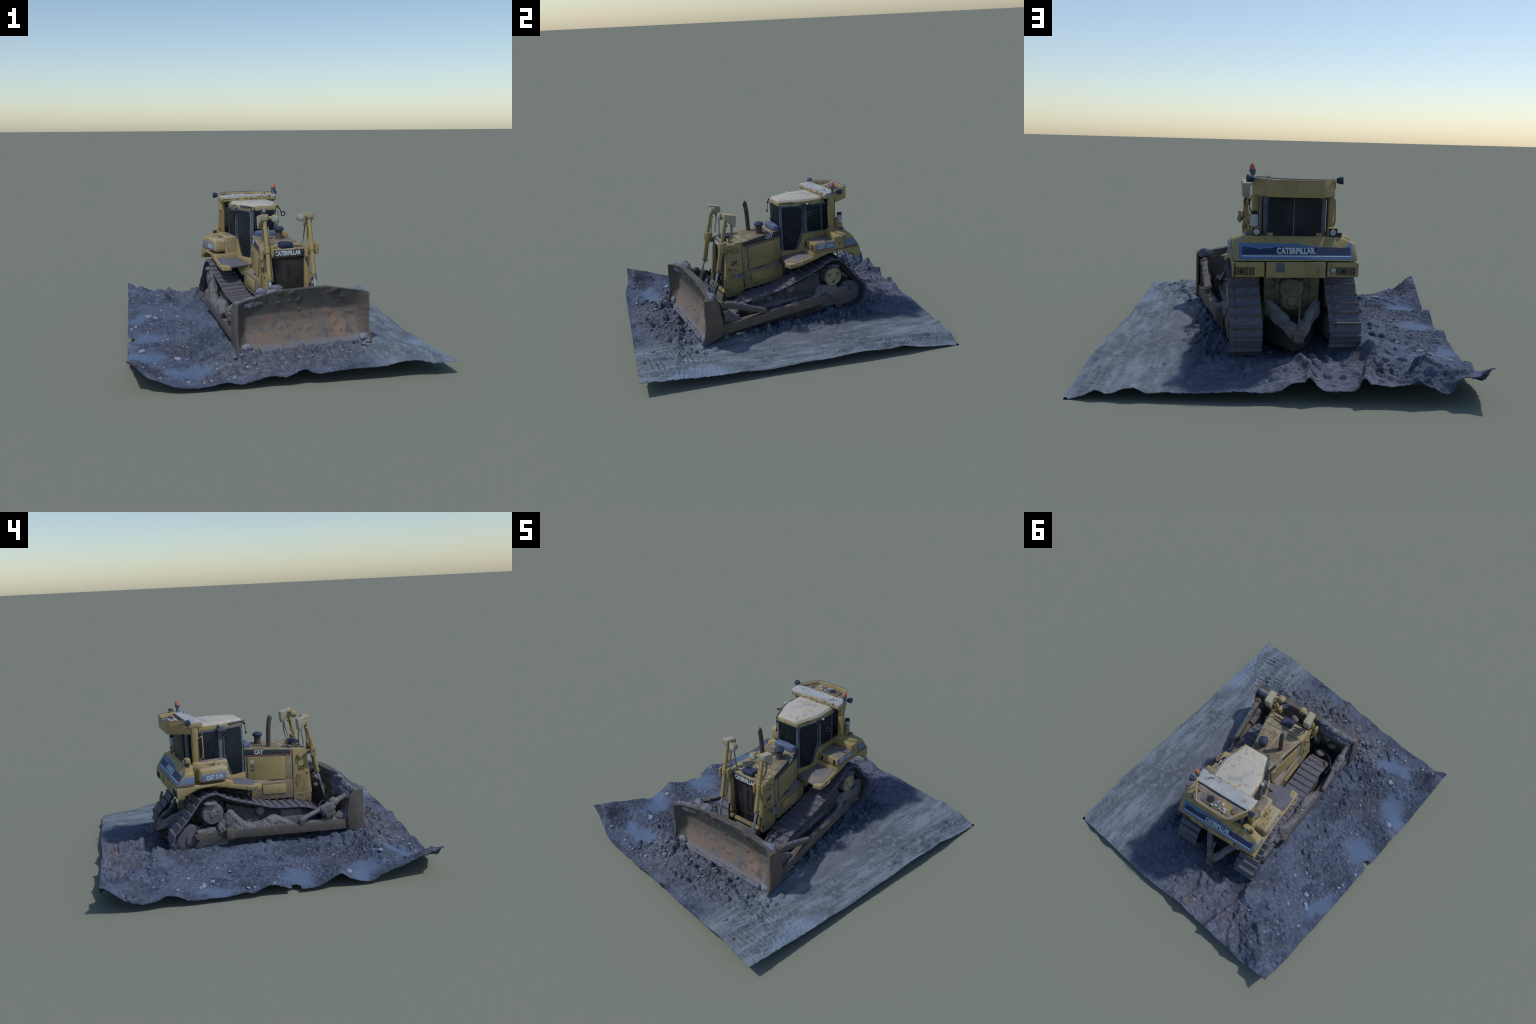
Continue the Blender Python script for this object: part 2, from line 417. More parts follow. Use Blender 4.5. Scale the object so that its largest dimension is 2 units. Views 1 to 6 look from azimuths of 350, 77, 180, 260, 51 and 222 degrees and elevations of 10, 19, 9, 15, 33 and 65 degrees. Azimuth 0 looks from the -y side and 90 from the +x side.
# top of hood: two perforated screens, front plate, seams
for s in (EAST, WEST):
    quad_slab('hood_screen', [(s*.013, -.215, hood_z(-.215)), (s*.121, -.205, hood_z(-.205)), (s*.094, -.02, hood_z(-.02)), (s*.013, -.02, hood_z(-.02))] if s > 0 else
              [(-.121, -.205, hood_z(-.205)), (-.011, -.215, hood_z(-.215)), (-.011, -.02, hood_z(-.02)), (-.090, -.02, hood_z(-.02))], .0016, 'screen') if False else None
def deck(name, poly, t, mat, lift=0.0):
    lo = [(x, y, hood_z(y)-.003+lift) for x, y in poly]; hi = [(x, y, hood_z(y)+t+lift) for x, y in poly]
    return hexa(name, lo, hi, mat, .0006)
deck('hood_screen', [(.013, -.215), (.119, -.206), (.096, -.035), (.013, -.03)], .0022, 'screen')
deck('hood_screen', [(-.121, -.208), (-.004, -.216), (.002, -.03), (-.084, -.02)], .0022, 'screen')
deck('hood_seam', [(-.139, -.2535), (.139, -.2535), (.139, -.2505), (-.139, -.2505)], .0012, 'dark')
hexa('radiator_top', [(-.142, -.25, .57), (.142, -.25, .57), (.142, -.365, .57), (-.142, -.365, .57)],
     [(-.142, -.253, .628), (.142, -.253, .628), (.142, -.353, .619), (-.142, -.353, .619)], 'hood_top', .005)
# grille: dark core with vertical ribs, name plate above
box('radiator_core', -.112, .112, -.357, -.28, .26, .58, 'grille', .002)
for i in range(5):
    x = -.086+i*.043
    rod('grille_rib', (x, -.3585, .28), (x, -.3585, .575), .0022, 'grille', 8)
fine = []
box('grille_crossbar', -.108, .108, -.361, -.352, .335, .345, 'grille', .001)
blob('grille_black_spot', (.005, -.356, .50), .012, .006, .055, 3, 'black', .2)  # raised black blobs as dark spots; the core is not dented
blob('grille_black_spot', (.066, -.356, .43), .010, .006, .025, 4, 'black', .2)
q = [(-.098, -.3655, .614), (.104, -.3655, .614), (.104, -.3668, .577), (-.098, -.3668, .577)]
quad_slab('name_plate', q, .0035, 'decal_black')
lettering('name_lettering', 'CATERPILLAR', sub_quad(q, .07, .90, .12, .90), 'white', t=.0048)
# navy cap box on the hood nose, tarpaulin at the windscreen, breather cap and exhaust stack
me = box_mesh(-.040, .044, -.352, -.296, .625, .656, .008, 3); lump(me, .003, 30, 2, 3)
add('filler_cover', me, 'navy')
me = box_mesh(-.072, .082, -.006, .046, .640, .682, .014, 3); lump(me, .006, 28, 3, 4)
add('tarpaulin', me, 'bluecover')
lathe('intake_pipe', [(0, .028), (.006, .024), (.02, .022), (.06, .022), (.064, .021)], (.049, -.093, .632), (0, 0, 1), 'pipe')
lathe('intake_cap', [(0, .020), (.002, .031), (.012, .033), (.021, .027), (.027, .014), (.028, .002)], (.049, -.093, .693), (0, 0, 1), 'navy', 12)
tube('exhaust_pipe', [(-.063, -.127, .632), (-.064, -.129, .70), (-.066, -.132, .77), (-.068, -.136, .806), (-.070, -.141, .845)], lambda t: .0145 if t < .88 else .0145-(t-.88)*.06, 'pipe', 18)
me = blob_mesh(.0105, .004, .019, 2, .03, 2); me.transform(Matrix.Translation((-.0700, -.1500, .834)) @ Matrix.Rotation(radians(-20), 4, 'X')); add('exhaust_mouth', me, 'pipe_inner', smooth=70)
hexa('exhaust_collar', [(-.085, -.150, .632), (-.041, -.150, .632), (-.041, -.106, .632), (-.085, -.106, .632)],
     [(-.083, -.148, .640), (-.043, -.148, .640), (-.043, -.108, .640), (-.083, -.108, .640)], 'screen', .002)

# ------------------------------------------------------------------ lift cylinders on the nose
for s in (EAST, WEST):
    X = s*.142
    ax = lambda z: (X, -.397-(.632-z)*.205, z)
    top = (X, -.351, .815)
    rod('lift_cylinder', ax(.452), ax(.66), .0132, 'yellow')
    rod('lift_cylinder', ax(.64), top, .0122, 'yellow')
    rod('cylinder_head', ax(.448), ax(.472), .0150, 'yellow_muddy')
    rod('lift_rod', (X, -.497, .235), ax(.46), .0075, 'chrome')
    for z in (.688, .752):
        blob('hose_clamp', (X+random.uniform(-.003, .003), -.397+(z-.632)*.25+.008, z), .0135, .012, .010, int(z*1000), 'yellow', .25, 2)
    # pivot yoke: collar, two hanging ears and an arm to the guard
    rod('yoke_collar', ax(.608), ax(.646), .0175, 'yellow')
    for d, zt in ((-.034, .612), (.032, .628)):
        me = box_mesh(X+d-.009, X+d+.009, -.412, -.372, zt-.045, zt+.026, .008, 3)
        add('yoke_ear', me, 'yellow')
    rod('yoke_pin', (X-.045, -.395, .606), (X+.045, -.393, .606), .011, 'yellow_muddy')
    rod('yoke_arm', (X, -.385, .60), (s*.150, -.305, .576), .015, 'yellow_muddy')
    blob('yoke_boss', (s*.150, -.303, .574), .014, .020, .016, 11+s, 'yellow_muddy', .2)
    rod('yoke_bolt', (s*.15, -.31, .571), (s*.168, -.31, .571), .009, 'yellow')
    # lamp bracket: wedge box behind the cylinder head
    side_prism('lamp_bracket', [(-.376, .838), (-.294, .819), (-.296, .775), (-.303, .742), (-.314, .742), (-.348, .785), (-.372, .800)],
               X-.023+s*.006, X+.023+s*.006, 'bracket', .004)
    lathe('work_lamp', [(0, .012), (.004, .024), (.020, .025), (.036, .021), (.040, .012)], (s*.082, -.385, .808), (0, 1, 0), 'yellow_dusty', 12)
    lathe('lamp_lens', [(0, .012), (.003, .0195), (.006, .0195)], (s*.082, -.3865, .808), (0, 1, 0), 'lens', 16)
    rod('lamp_stalk', (s*.10, -.362, .812), (s*.13, -.352, .812), .010, 'yellow_dusty', 10)
    # sagging hydraulic hoses
    tube('hydraulic_hose', [(X-.010*s, -.318, .765), (X-.012*s, -.312, .71), (X-.022*s, -.318, .665), (X-.04*s, -.325, .632)], .0038, 'yellow_muddy')
    tube('hydraulic_hose', [(X+.004*s, -.325, .76), (X+.004*s, -.326, .72), (X+.002*s, -.335, .69), (X-.01*s, -.345, .64)], .0035, 'yellow_muddy')
    tube('hydraulic_hose', [(X-.02*s, -.36, .76), (X-.022*s, -.37, .70), (X-.020*s, -.375, .65), (X-.018*s, -.38, .59)], .0036, 'yellow')
    tube('hose_run', [(X-.018*s, -.395, .60), (X-.020*s, -.408, .54), (X-.022*s, -.42, .48), (X-.02*s, -.43, .44)], .005, 'yellow_muddy')
    tube('hood_hose', [(s*.105, -.328, .632), (s*.075, -.33, .634), (s*.05, -.325, .636)], .006, 'yellow_dusty')
    tube('hood_hose', [(s*.105, -.312, .630), (s*.08, -.308, .633), (s*.05, -.305, .634)], .005, 'yellow_dusty')
    side_prism('cylinder_fin', [(-.428, .462), (-.398, .440), (-.425, .449)], X-.006, X+.006, 'yellow_muddy', .001)
# lash loop on the west guard, step plate on the east guard
tube('grab_loop', [(-.149, -.297, .462), (-.156, -.308, .452), (-.157, -.309, .41), (-.156, -.302, .394), (-.155, -.292, .402), (-.155, -.289, .445)], .0035, 'yellow_dusty', closed=True)
hexa('foot_step', [(.143, -.265, .407), (.205, -.265, .405), (.203, -.335, .404), (.143, -.335, .406)],
     [(.143, -.265, .413), (.205, -.265, .411), (.203, -.335, .410), (.143, -.335, .412)], 'tread', .001)
tube('step_bracket', [(.146, -.318, .452), (.178, -.322, .450), (.198, -.328, .438), (.202, -.334, .408)], .0035, 'yellow')

# ------------------------------------------------------------------ cab
FR, MID, RR = (.080, .050), (.137, .205), (.150, .440)
plan = [(-FR[0], FR[1]), (FR[0], FR[1]), (MID[0], MID[1]), (RR[0], RR[1]), (-RR[0], RR[1]), (-MID[0], MID[1])]
plan_prism('cab_base', [(-.094, .047), (.094, .047), (.142, .203), (.145, .40), (-.145, .40), (-.142, .203)], .43, .50, 'yellow', .005)
cab = plan_prism('cab_shell', plan, .48, .812, 'frame', .006)
# lower corner cheeks painted yellow, below the door sill curve
for s in (EAST, WEST):
    q = side_quad(s, MID[1], MID[0], .485, .815, FR[1], FR[0], .485, .815)
    fl = (lambda l: l) if s > 0 else (lambda l: [(1-u, w) for u, w in l][::-1])
    # door glass: tall, its rear lower corner cut away
    glass = [(.10, .14), (.13, .06), (.2, .03), (.50, .03), (.60, .07), (.68, .16), (.86, .42), (.90, .52), (.90, .90), (.86, .945), (.80, .96), (.20, .96), (.13, .94), (.10, .88)]
    quad_slab('cab_door', q, .004, 'frame', fl([(.02, .02), (.60, .02), (.70, .10), (.985, .45), (.985, .985), (.02, .985)]))
    quad_slab('door_glass', q, .0055, 'glass', fl(glass))
    quad_slab('door_cheek', q, .006, 'yellow', fl([(.0, -.04), (1.02, -.04), (1.02, .40), (.96, .385), (.74, .10), (.64, .012), (.56, -.008), (.0, -.008)]))
    quad_slab('door_seal', q, .0065, 'black', fl([(.945, .40), (.975, .44), (.975, .97), (.945, .97)]))
    rod('door_handle', Vector(sub_quad(q, *( (.055, .06) if s > 0 else (.94, .945)), .52, .53)[0])+Vector((s*.006, 0, 0)),
        Vector(sub_quad(q, *((.055, .06) if s > 0 else (.94, .945)), .62, .63)[0])+Vector((s*.006, 0, 0)), .0045, 'frame', 8)
    # rear side window
    q = side_quad(s, RR[1], RR[0], .60, .815, MID[1], MID[0], .60, .815)
    quad_slab('side_window', q, .004, 'glass', fl(rounded(.10, .93, .10, .93, .06, .06)))
    quad_slab('window_bar', q, .0055, 'frame', fl([(.52, .1), (.56, .1), (.56, .93), (.52, .93)]))
    q = side_quad(s, RR[1], RR[0], .50, .615, MID[1], MID[0], .50, .615)
    quad_slab('cab_side_panel', q, .004, 'yellow')
# windscreen and rear window
q = [(-.078, .050, .81), (.078, .050, .81), (.078, .050, .655), (-.078, .050, .655)]
quad_slab('windscreen', q, .003, 'glass', rounded(.05, .95, .04, .96, .05, .05))
tube('wiper', [(-.05, .045, .67), (-.03, .044, .72), (.0, .044, .76)], .002, 'black')
q = [(.145, .440, .812), (-.145, .440, .812), (-.145, .440, .605), (.145, .440, .605)]
quad_slab('rear_window', q, .010, 'glass', rounded(.06, .94, .05, .95, .07, .08))
quad_slab('rear_window_bar', q, .012, 'frame', [(.47, .05), (.49, .05), (.49, .95), (.47, .95)])
# roof: pale domed plate with yellow rim
rim = [(-.080, .044), (.084, .044), (.144, .205), (.145, .36), (-.145, .36), (-.142, .205)]
hexa('roof_rim', [(x*1.0, y, .808) for x, y in rim], [(x*.985, y+.002, .838) for x, y in rim], 'yellow_dusty', .005)
lo = [(x*.97, y+.004 if y < .2 else y, .832) for x, y in rim]
hi = [(x*.86, y+.014 if y < .2 else y-.003, .849) for x, y in rim]
roof = hexa('roof_plate', lo, hi, 'roof', .006)
lump(roof.data, .0022, 18, 9, 3)
for s in (EAST, WEST):   # drip gutters over the doors
    tube('rain_gutter', [(s*.083, .046, .832), (s*.110, .118, .828), (s*.120, .150, .826)], .004, 'frame')
    tube('grab_bar', [(s*.087, .052, .815), (s*.086, .046, .832), (s*.106, .100, .836), (s*.125, .155, .834)], .003, 'yellow_dusty' if s > 0 else 'frame')
# mirrors and aerials round the cab
tube('mirror_arm', [(-.069, .034, .818), (-.069, .028, .80), (-.069, .025, .77), (-.068, .022, .745)], lambda t: .0022+.004*(t < .22)+.003*(t > .75), 'black', 8, 8)
tube('mirror_arm', [(-.073, .045, .83), (-.070, .036, .832), (-.069, .033, .815)], .002, 'black')
tube('aerial', [(-.066, .045, .69), (-.062, .030, .70)], .002, 'black')
blob('cab_lamp', (-.152, .221, .838), .010, .012, .011, 4, 'lens', .1)
me = box_mesh(-.165, -.138, .18, .235, .795, .825, .006); lump(me, .004, 40, 6, 3); add('lamp_mount', me, 'frame')
tube('mirror_bracket', [(-.15, .20, .806), (-.175, .205, .790), (-.195, .208, .784)], .004, 'black')
blob('side_mirror', (-.204, .208, .782), .014, .008, .006, 8, 'black', .3)
me = box_mesh(.130, .155, .185, .25, .803, .822, .006); lump(me, .004, 40, 7, 3); add('lamp_mount', me, 'black')
blob('cab_lamp', (.156, .225, .818), .008, .012, .007, 5, 'lens', .2)
tube('loose_wire', [(.150, .235, .80), (.149, .25, .77), (.149, .27, .75), (.149, .26, .74), (.149, .25, .76)], .0018, 'pipe')
tube('mirror_bracket', [(.150, .185, .819), (.168, .200, .80), (.180, .212, .785), (.186, .214, .770), (.190, .215, .760)], .003, 'black')
tube('side_mirror', [(.196, .217, .772), (.188, .215, .758), (.193, .215, .746), (.206, .217, .746), (.217, .220, .757), (.212, .219, .770)], .0036, 'black', closed=True)

# ------------------------------------------------------------------ roll bar, canopy box, lamps, beacon
for s in (EAST, WEST):
    a, b = sorted((s*.166, s*.198))
    box('roll_bar_post', a, b, .368, .410, .60, .85, 'yellow', .008, seg=3)
    hexa('post_foot', [(a-.016, .355, .598), (b+.016, .355, .598), (b+.016, .425, .598), (a-.016, .425, .598)],
         [(a-.003, .365, .636), (b+.003, .365, .636), (b+.003, .413, .636), (a-.003, .413, .636)], 'yellow', .006)
    tube('grab_rail', [(s*.190, .372, .772), (s*.206, .360, .788), (s*.213, .352, .785), (s*.216, .350, .74), (s*.217, .351, .682), (s*.206, .362, .655), (s*.19, .378, .635)], .0042, 'yellow')
    # spotlights at the ends of the canopy
    d = Vector((s*.9, .25, .05)).normalized()
    lathe('spot_lamp', [(0, .009), (.006, .014), (.026, .0185), (.032, .0185), (.034, .012)], Vector((s*.197, .428, .884)), d, 'navy', 16)
box('roll_bar', -.199, .199, .338, .424, .843, .876, 'yellow_dusty', .007, seg=3)
me = mesh_from(*((lambda n: ([(x, y, z) for x, y, z in n[0]], n[1]))((
    [(-.197, .345, .872), (.197, .345, .872), (.197, .425, .872), (-.197, .425, .872), (-.197, .345, .880), (.197, .345, .880), (.197, .425, .882), (-.197, .425, .882)],
    [(0, 3, 2, 1), (4, 5, 6, 7), (0, 1, 5, 4), (1, 2, 6, 5), (2, 3, 7, 6), (3, 0, 4, 7)]))), .002)
lump(me, .0035, 26, 12, 6); add('canopy_dust', me, 'bar')
# ragged dirt hanging off the front lip
for i in range(26):
    x = random.uniform(-.19, .19)
    blob('dirt_clump', (x, .338+random.uniform(-.002, .004), .871+random.uniform(-.008, .004)), random.uniform(.006, .016), .005, random.uniform(.003, .008), i, random.choice(['bar', 'yellow_muddy', 'yellow_dusty']), .5, 2)
# open tray hung behind the roll bar
outer = [(.197, .412), (.115, .541), (-.115, .541), (-.197, .412)]
inner = [(.187, .412), (.109, .532), (-.109, .532), (-.187, .412)]
zb, zt = .808, .888
v = [(x, y, z) for z in (zb, zt) for x, y in outer] + [(x, y, zt) for x, y in inner] + [(x, y, zb+.02) for x, y in inner]
f = [(0, 3, 2, 1), (0, 1, 5, 4), (1, 2, 6, 5), (2, 3, 7, 6), (0, 4, 8, 12, 15, 11, 7, 3), (4, 5, 9, 8), (5, 6, 10, 9), (6, 7, 11, 10), (8, 9, 13, 12), (9, 10, 14, 13), (10, 11, 15, 14), (12, 13, 14, 15)]
add('canopy_tray', mesh_from(v, f, .0025), 'yellow')
me = mesh_from([(x, y, z) for z in (.826, .866) for x, y in [(.184, .415), (.107, .530), (-.107, .530), (-.184, .415)]], [(0, 3, 2, 1), (4, 5, 6, 7), (0, 1, 5, 4), (1, 2, 6, 5), (2, 3, 7, 6), (3, 0, 4, 7)], .003)
lump(me, .009, 24, 17, 7); add('tray_litter', me, 'tread')
box('cooler_unit', -.095, .10, .445, .515, .825, .874, 'yellow_muddy', .004)
quad_slab('cooler_dark_plate', [(-.02, .508, .874), (.085, .508, .874), (.085, .455, .874), (-.02, .455, .874)], .003, 'shoe')  # dark plate stands for an opening; the unit is closed
lathe('cooler_fan', [(0, .022), (.003, .024), (.006, .018)], (.045, .482, .874), (0, 0, 1), 'black', 20)
for i in range(9):
    blob('debris', (random.uniform(-.09, .02), random.uniform(.45, .51), .878), random.uniform(.006, .013), random.uniform(.006, .012), .005, 30+i, random.choice(['lens', 'tread', 'grey']), .4, 2)
blob('debris', (-.12, .47, .862), .03, .025, .012, 41, 'rust', .3)
blob('debris', (.14, .45, .862), .025, .022, .014, 42, 'tread', .3)
tube('tray_rail', [(.188, .430, .893), (.150, .487, .895), (.116, .540, .893), (0, .544, .892), (-.116, .540, .892), (-.19, .428, .89)], .003, 'tread', per=3)
# amber beacon
lathe('beacon_stem', [(0, .014), (.006, .013), (.014, .008), (.026, .010), (.036, .016), (.044, .016)], (.200, .393, .882), (0, 0, 1), 'frame', 14)
lathe('beacon_lens', [(0, .0135), (.008, .0135), (.02, .0105), (.027, .005), (.028, .001)], (.200, .395, .926), (.05, .05, 1), 'orange', 14)
blob('beacon_clamp', (.195, .397, .913), .010, .009, .014, 3, 'frame', .25)
tube('bent_wire', [(.13, .375, .882), (.125, .372, .895), (.115, .366, .892), (.10, .36, .884)], .0025, 'tread')

# ------------------------------------------------------------------ rear tank, rail, fenders, steps
secs = [(-.289, .432, .590, .490), (-.280, .432, .594, .486), (-.216, .425, .620, .466), (-.15, .36, .621, .466), (.15, .36, .621, .466), (.222, .352, .624, .464), (.286, .350, .602, .482), (.294, .350, .598, .486)]
v, f = [], []
for x, yfr, ztop, yt in secs:
    v += [(x, .541, .515), (x, yt, ztop), (x, yfr, ztop+.001), (x, yfr, .513)]
for i in range(len(secs)-1):
    for k in range(4):
        f.append((i*4+k, i*4+(k+1) % 4, i*4+4+(k+1) % 4, i*4+4+k))
f.append((0, 1, 2, 3)); f.append(tuple(len(v)-4+k for k in range(4)))
add('rear_tank', mesh_from(v, f, .005), 'yellow')
# big peeling name decal on the sloping tail
def tail(x, w):   # w: 0 at the bottom edge of the slope, 1 at its top
    return (x, .541-.075*w+.0006, .515+.1065*w)
def tail_poly(name, pts, t, mat):
    n = Vector((0, .1065, .075)).normalized()
    lo = [Vector(tail(x, w))-n*.001 for x, w in pts]; hi = [Vector(tail(x, w))+n*t for x, w in pts]
    return hexa(name, lo, hi, mat, 0)
rag = random.Random(5)
up = []
for i in range(41):
    x = -.268+i*.0134
    base = .70
    if -.245 < x < -.02: base -= .10+.10*max(0, 1-abs(x+.15)/.09)+rag.uniform(-.06, .05)
    else: base += rag.uniform(-.015, .015)
    up.append((x, base))
tail_poly('tail_decal', [(.268, .07), (-.270, .07)]+up, .0012, 'decal_sky')
up = []
for i in range(36):
    x = -.258+i*.0146
    b = .555-.10*max(0, 1-abs(x-.17)/.07)+rag.uniform(-.02, .02)-(.10*max(0, 1-abs(x+.06)/.05))
    up.append((x, b))
tail_poly('tail_band', [(.255, .255), (-.258, .255)]+up, .0022, 'decal_navy')
tail_poly('tail_line', [(.255, .175), (-.258, .175), (-.258, .215), (.255, .215)], .0018, 'white')
q = [tail(.092, .53), tail(-.090, .53), tail(-.090, .27), tail(.092, .27)]
lettering('tail_lettering', 'CATERPILLAR', q, 'white', t=.0038)
tail_poly('tail_mark', [(.082, .28), (.055, .28), (.068, .36)], .0040, 'yellow')
# side decals of the tail
for s in (EAST, WEST):
    xs = .294 if s > 0 else .289
    y0, y1 = (.432, .530) if s > 0 else (.434, .530)
    q = side_quad(s, y1, xs, .518, .572, y0, xs, .518, .572)
    out = [(0, .0), (1, .0), (.60, 1), (0, 1)] if s > 0 else [(0, 0), (1, 0), (1, 1), (.40, 1)]
    quad_slab('tail_side_decal', q, .0015, 'decal_blue', out)
    quad_slab('tail_side_line', q, .0022, 'red', [(0.02, .08), (.97, .08), (.94, .2), (0.02, .2)] if s > 0 else [(.03, .08), (.98, .08), (.98, .2), (.06, .2)])
box('keyhole_mark', .2935, .2965, .388, .394, .545, .558, 'black', .001)  # small black block stands for the keyhole
quad_slab('panel_seam', [(.2945, .4285, .596), (.2945, .4305, .596), (.2945, .4305, .52), (.2945, .4285, .52)], .0012, 'dark')
# rail under the tank: centre bumper and two corner boxes with louvres
box('bumper', -.137, .143, .505, .546, .437, .511, 'yellow', .004)
quad_slab('data_plate', [(.099, .546, .508), (.058, .546, .508), (.058, .546, .464), (.099, .546, .464)], .0012, 'tread_blue')
for s in (EAST, WEST):
    a, b = (.151, .298) if s > 0 else (-.292, -.145)
    box('corner_box', a, b, .500, .545, .441, .510, 'yellow', .004)
    g0, g1 = (.200, .285) if s > 0 else (-.276, -.190)
    for i in range(13):
        x = g0+(g1-g0)*i/12
        box('louvre', x-.0017, x+.0017, .5435, .5470, .450, .488, 'black', .0005)
    blob('black_spot', (.258 if s > 0 else -.222, .5455, .468), .010, .003, .009, 14+s, 'black', .3, 2)  # black blob on the box face; no hole is cut
lathe('tail_lamp', [(0, .013), (.006, .013), (.008, .009)], (-.172, .543, .474), (0, 1, 0), 'lens', 18)
lathe('tail_lamp_rim', [(0, .016), (.004, .016)], (-.172, .543, .474), (0, 1, 0), 'black', 18)
# fenders with the arched lower edge running forward into the steps
side = [(.545, .508), (.196, .511), (.190, .489), (.060, .464), (.022, .464), (.018, .438), (.083, .437), (.213, .470), (.310, .496), (.417, .493), (.536, .440), (.545, .441)]
for s in (EAST, WEST):
    a, b = sorted((s*.282, s*.295))
    side_prism('fender', side, a, b, 'yellow', .003)
    a, b = sorted((s*.13, s*.284))
    box('fender_deck', a, b, .19, .50, .498, .510, 'yellow_dusty', .002)
    box('fender_underside', min(a, s*.15), max(b, s*.15), .20, .50, .488, .499, 'dark', .002)  # dark sheet directly beneath the deck
    # tread step with turned-down nose and toe box
    xi, xo = s*.088, s*.286
    hexa('step_plate', [(xi, .045, .452), (s*.252, .006, .452), (xo, .055, .452), (xo, .195, .478), (s*.13, .205, .478)],
         [(xi, .045, .462), (s*.252, .006, .462), (xo, .055, .464), (xo, .195, .489), (s*.13, .205, .489)], 'tread' if s > 0 else 'tread_blue', .002)
    hexa('step_riser', [(s*.13, .188, .475), (xo, .188, .475), (xo, .20, .475), (s*.13, .20, .475)],
         [(s*.13, .190, .523), (xo, .190, .511), (xo, .20, .511), (s*.13, .20, .523)], 'yellow', .002)
    hexa('toe_box', [(s*.236, .004, .436), (s*.296, .012, .436), (s*.296, .065, .438), (s*.236, .058, .438)],
         [(s*.244, .006, .466), (s*.292, .012, .464), (s*.292, .065, .466), (s*.244, .058, .466)], 'yellow_dusty', .004)
    tube('step_loop', [(s*.292, .040, .458), (s*.303, .045, .460), (s*.309, .060, .461), (s*.308, .090, .463), (s*.300, .103, .466), (s*.291, .108, .468)], .0035, 'yellow_dusty')
    hexa('step_bracket', [(s*.10, .04, .36), (s*.16, .04, .40), (s*.16, .06, .40), (s*.10, .06, .36)],
         [(s*.10, .04, .455), (s*.19, .04, .455), (s*.19, .06, .455), (s*.10, .06, .455)], 'yellow_muddy', .002)
# east: tool box with dusty lid
box('tool_box', .145, .293, .199, .352, .511, .574, 'yellow', .005)
quad_slab('tool_box_lid', [(.150, .348, .574), (.285, .348, .574), (.285, .215, .574), (.150, .215, .574)][::1], .0018, 'tread')
q = side_quad(EAST, .350, .293, .526, .570, .214, .293, .526, .570)
quad_slab('tool_box_decal', q, .0015, 'decal_blue')
lettering('model_lettering', 'CAT', sub_quad(q, .09, .47, .20, .90), 'white', t=.0025)
lettering('model_lettering', 'D7R', sub_quad(q, .58, .93, .22, .76), 'white', t=.0025, bold=.02)
quad_slab('decal_line', sub_quad(q, 0, 1, 0, .09), .0022, 'red')
for xl in (.172, .268):
    box('lid_latch', xl-.006, xl+.006, .193, .201, .532, .562, 'black', .002)
quad_slab('box_seam', [(.148, .1985, .527), (.293, .1985, .527), (.293, .1985, .523), (.148, .1985, .523)], .0012, 'dark')
box('cab_skirt', .140, .150, .205, .36, .50, .615, 'yellow', .002)
# west: rounded fuel tank and the narrower box beside the cab
me = box_mesh(-.290, -.200, .217, .403, .522, .611, .022, 5); lump(me, .0016, 16, 4, 1)
add('fuel_tank', me, 'yellow_dusty')
me = box_mesh(-.214, -.138, .196, .415, .510, .628, .012, 4); lump(me, .0015, 20, 4, 1)
add('hydraulic_tank', me, 'yellow_dusty')
quad_slab('tank_top_grime', [(-.196, .40, .628), (-.146, .40, .628), (-.146, .212, .628), (-.196, .212, .628)], .0012, 'tread', rounded(0, 1, 0, 1, .2, .1))
q = side_quad(WEST, .386, .290, .529, .572, .232, .290, .535, .578)
quad_slab('fuel_tank_decal', q, .0022, 'decal_blue')
lettering('model_lettering', 'CAT', sub_quad(q, .17, .47, .16, .80), 'white', t=.0034)
lettering('model_lettering', 'D7R', sub_quad(q, .55, .86, .18, .74), 'white', t=.0034, bold=.02)
quad_slab('decal_line', sub_quad(q, 0, 1, -.02, .06), .003, 'red')
rod('filler_cap', (-.232, .292, .606), (-.234, .292, .624), .009, 'yellow_muddy', 12)
blob('filler_latch', (-.228, .31, .617), .006, .010, .006, 6, 'yellow_muddy', .3)
blob('filler_latch', (-.236, .262, .613), .005, .007, .005, 7, 'yellow_muddy', .3)
# tail work lamps, lifting eyes, filler, canister
for s in (EAST, WEST):
    X = s*.183
    box('lamp_housing', X-.024, X+.024, .428, .462, .617, .662, 'yellow', .006)
    quad_slab('lamp_black_plate', [(X+.020, .462, .658), (X-.020, .462, .658), (X-.020, .462, .621), (X+.020, .462, .621)], .0012, 'black')  # black plate stands for the recess; the housing is solid
    lathe('lamp_lens', [(0, .012), (.003, .0155), (.006, .013)], (X, .461, .640), (0, 1, 0), 'lens', 16)
    side_prism('lifting_eye', [(.44, .618), (.46, .618), (.458, .634), (.450, .637), (.442, .634)], s*.118-.014, s*.118+.014, 'yellow', .004)
rod('canister', (.193, .444, .664), (.193, .446, .722), .0185, 'grey', 20)
rod('canister_cap', (.193, .446, .720), (.193, .446, .736), .0165, 'black', 20)
box('canister_bracket', .172, .214, .410, .43, .62, .70, 'yellow_muddy', .003)
blob('grommet', (.222, .45, .632), .012, .012, .009, 3, 'bluecover', .15)
lathe('filler_neck', [(0, .013), (.012, .011), (.02, .014), (.026, .012)], (-.217, .452, .612), (0, 0, 1), 'dark', 12)

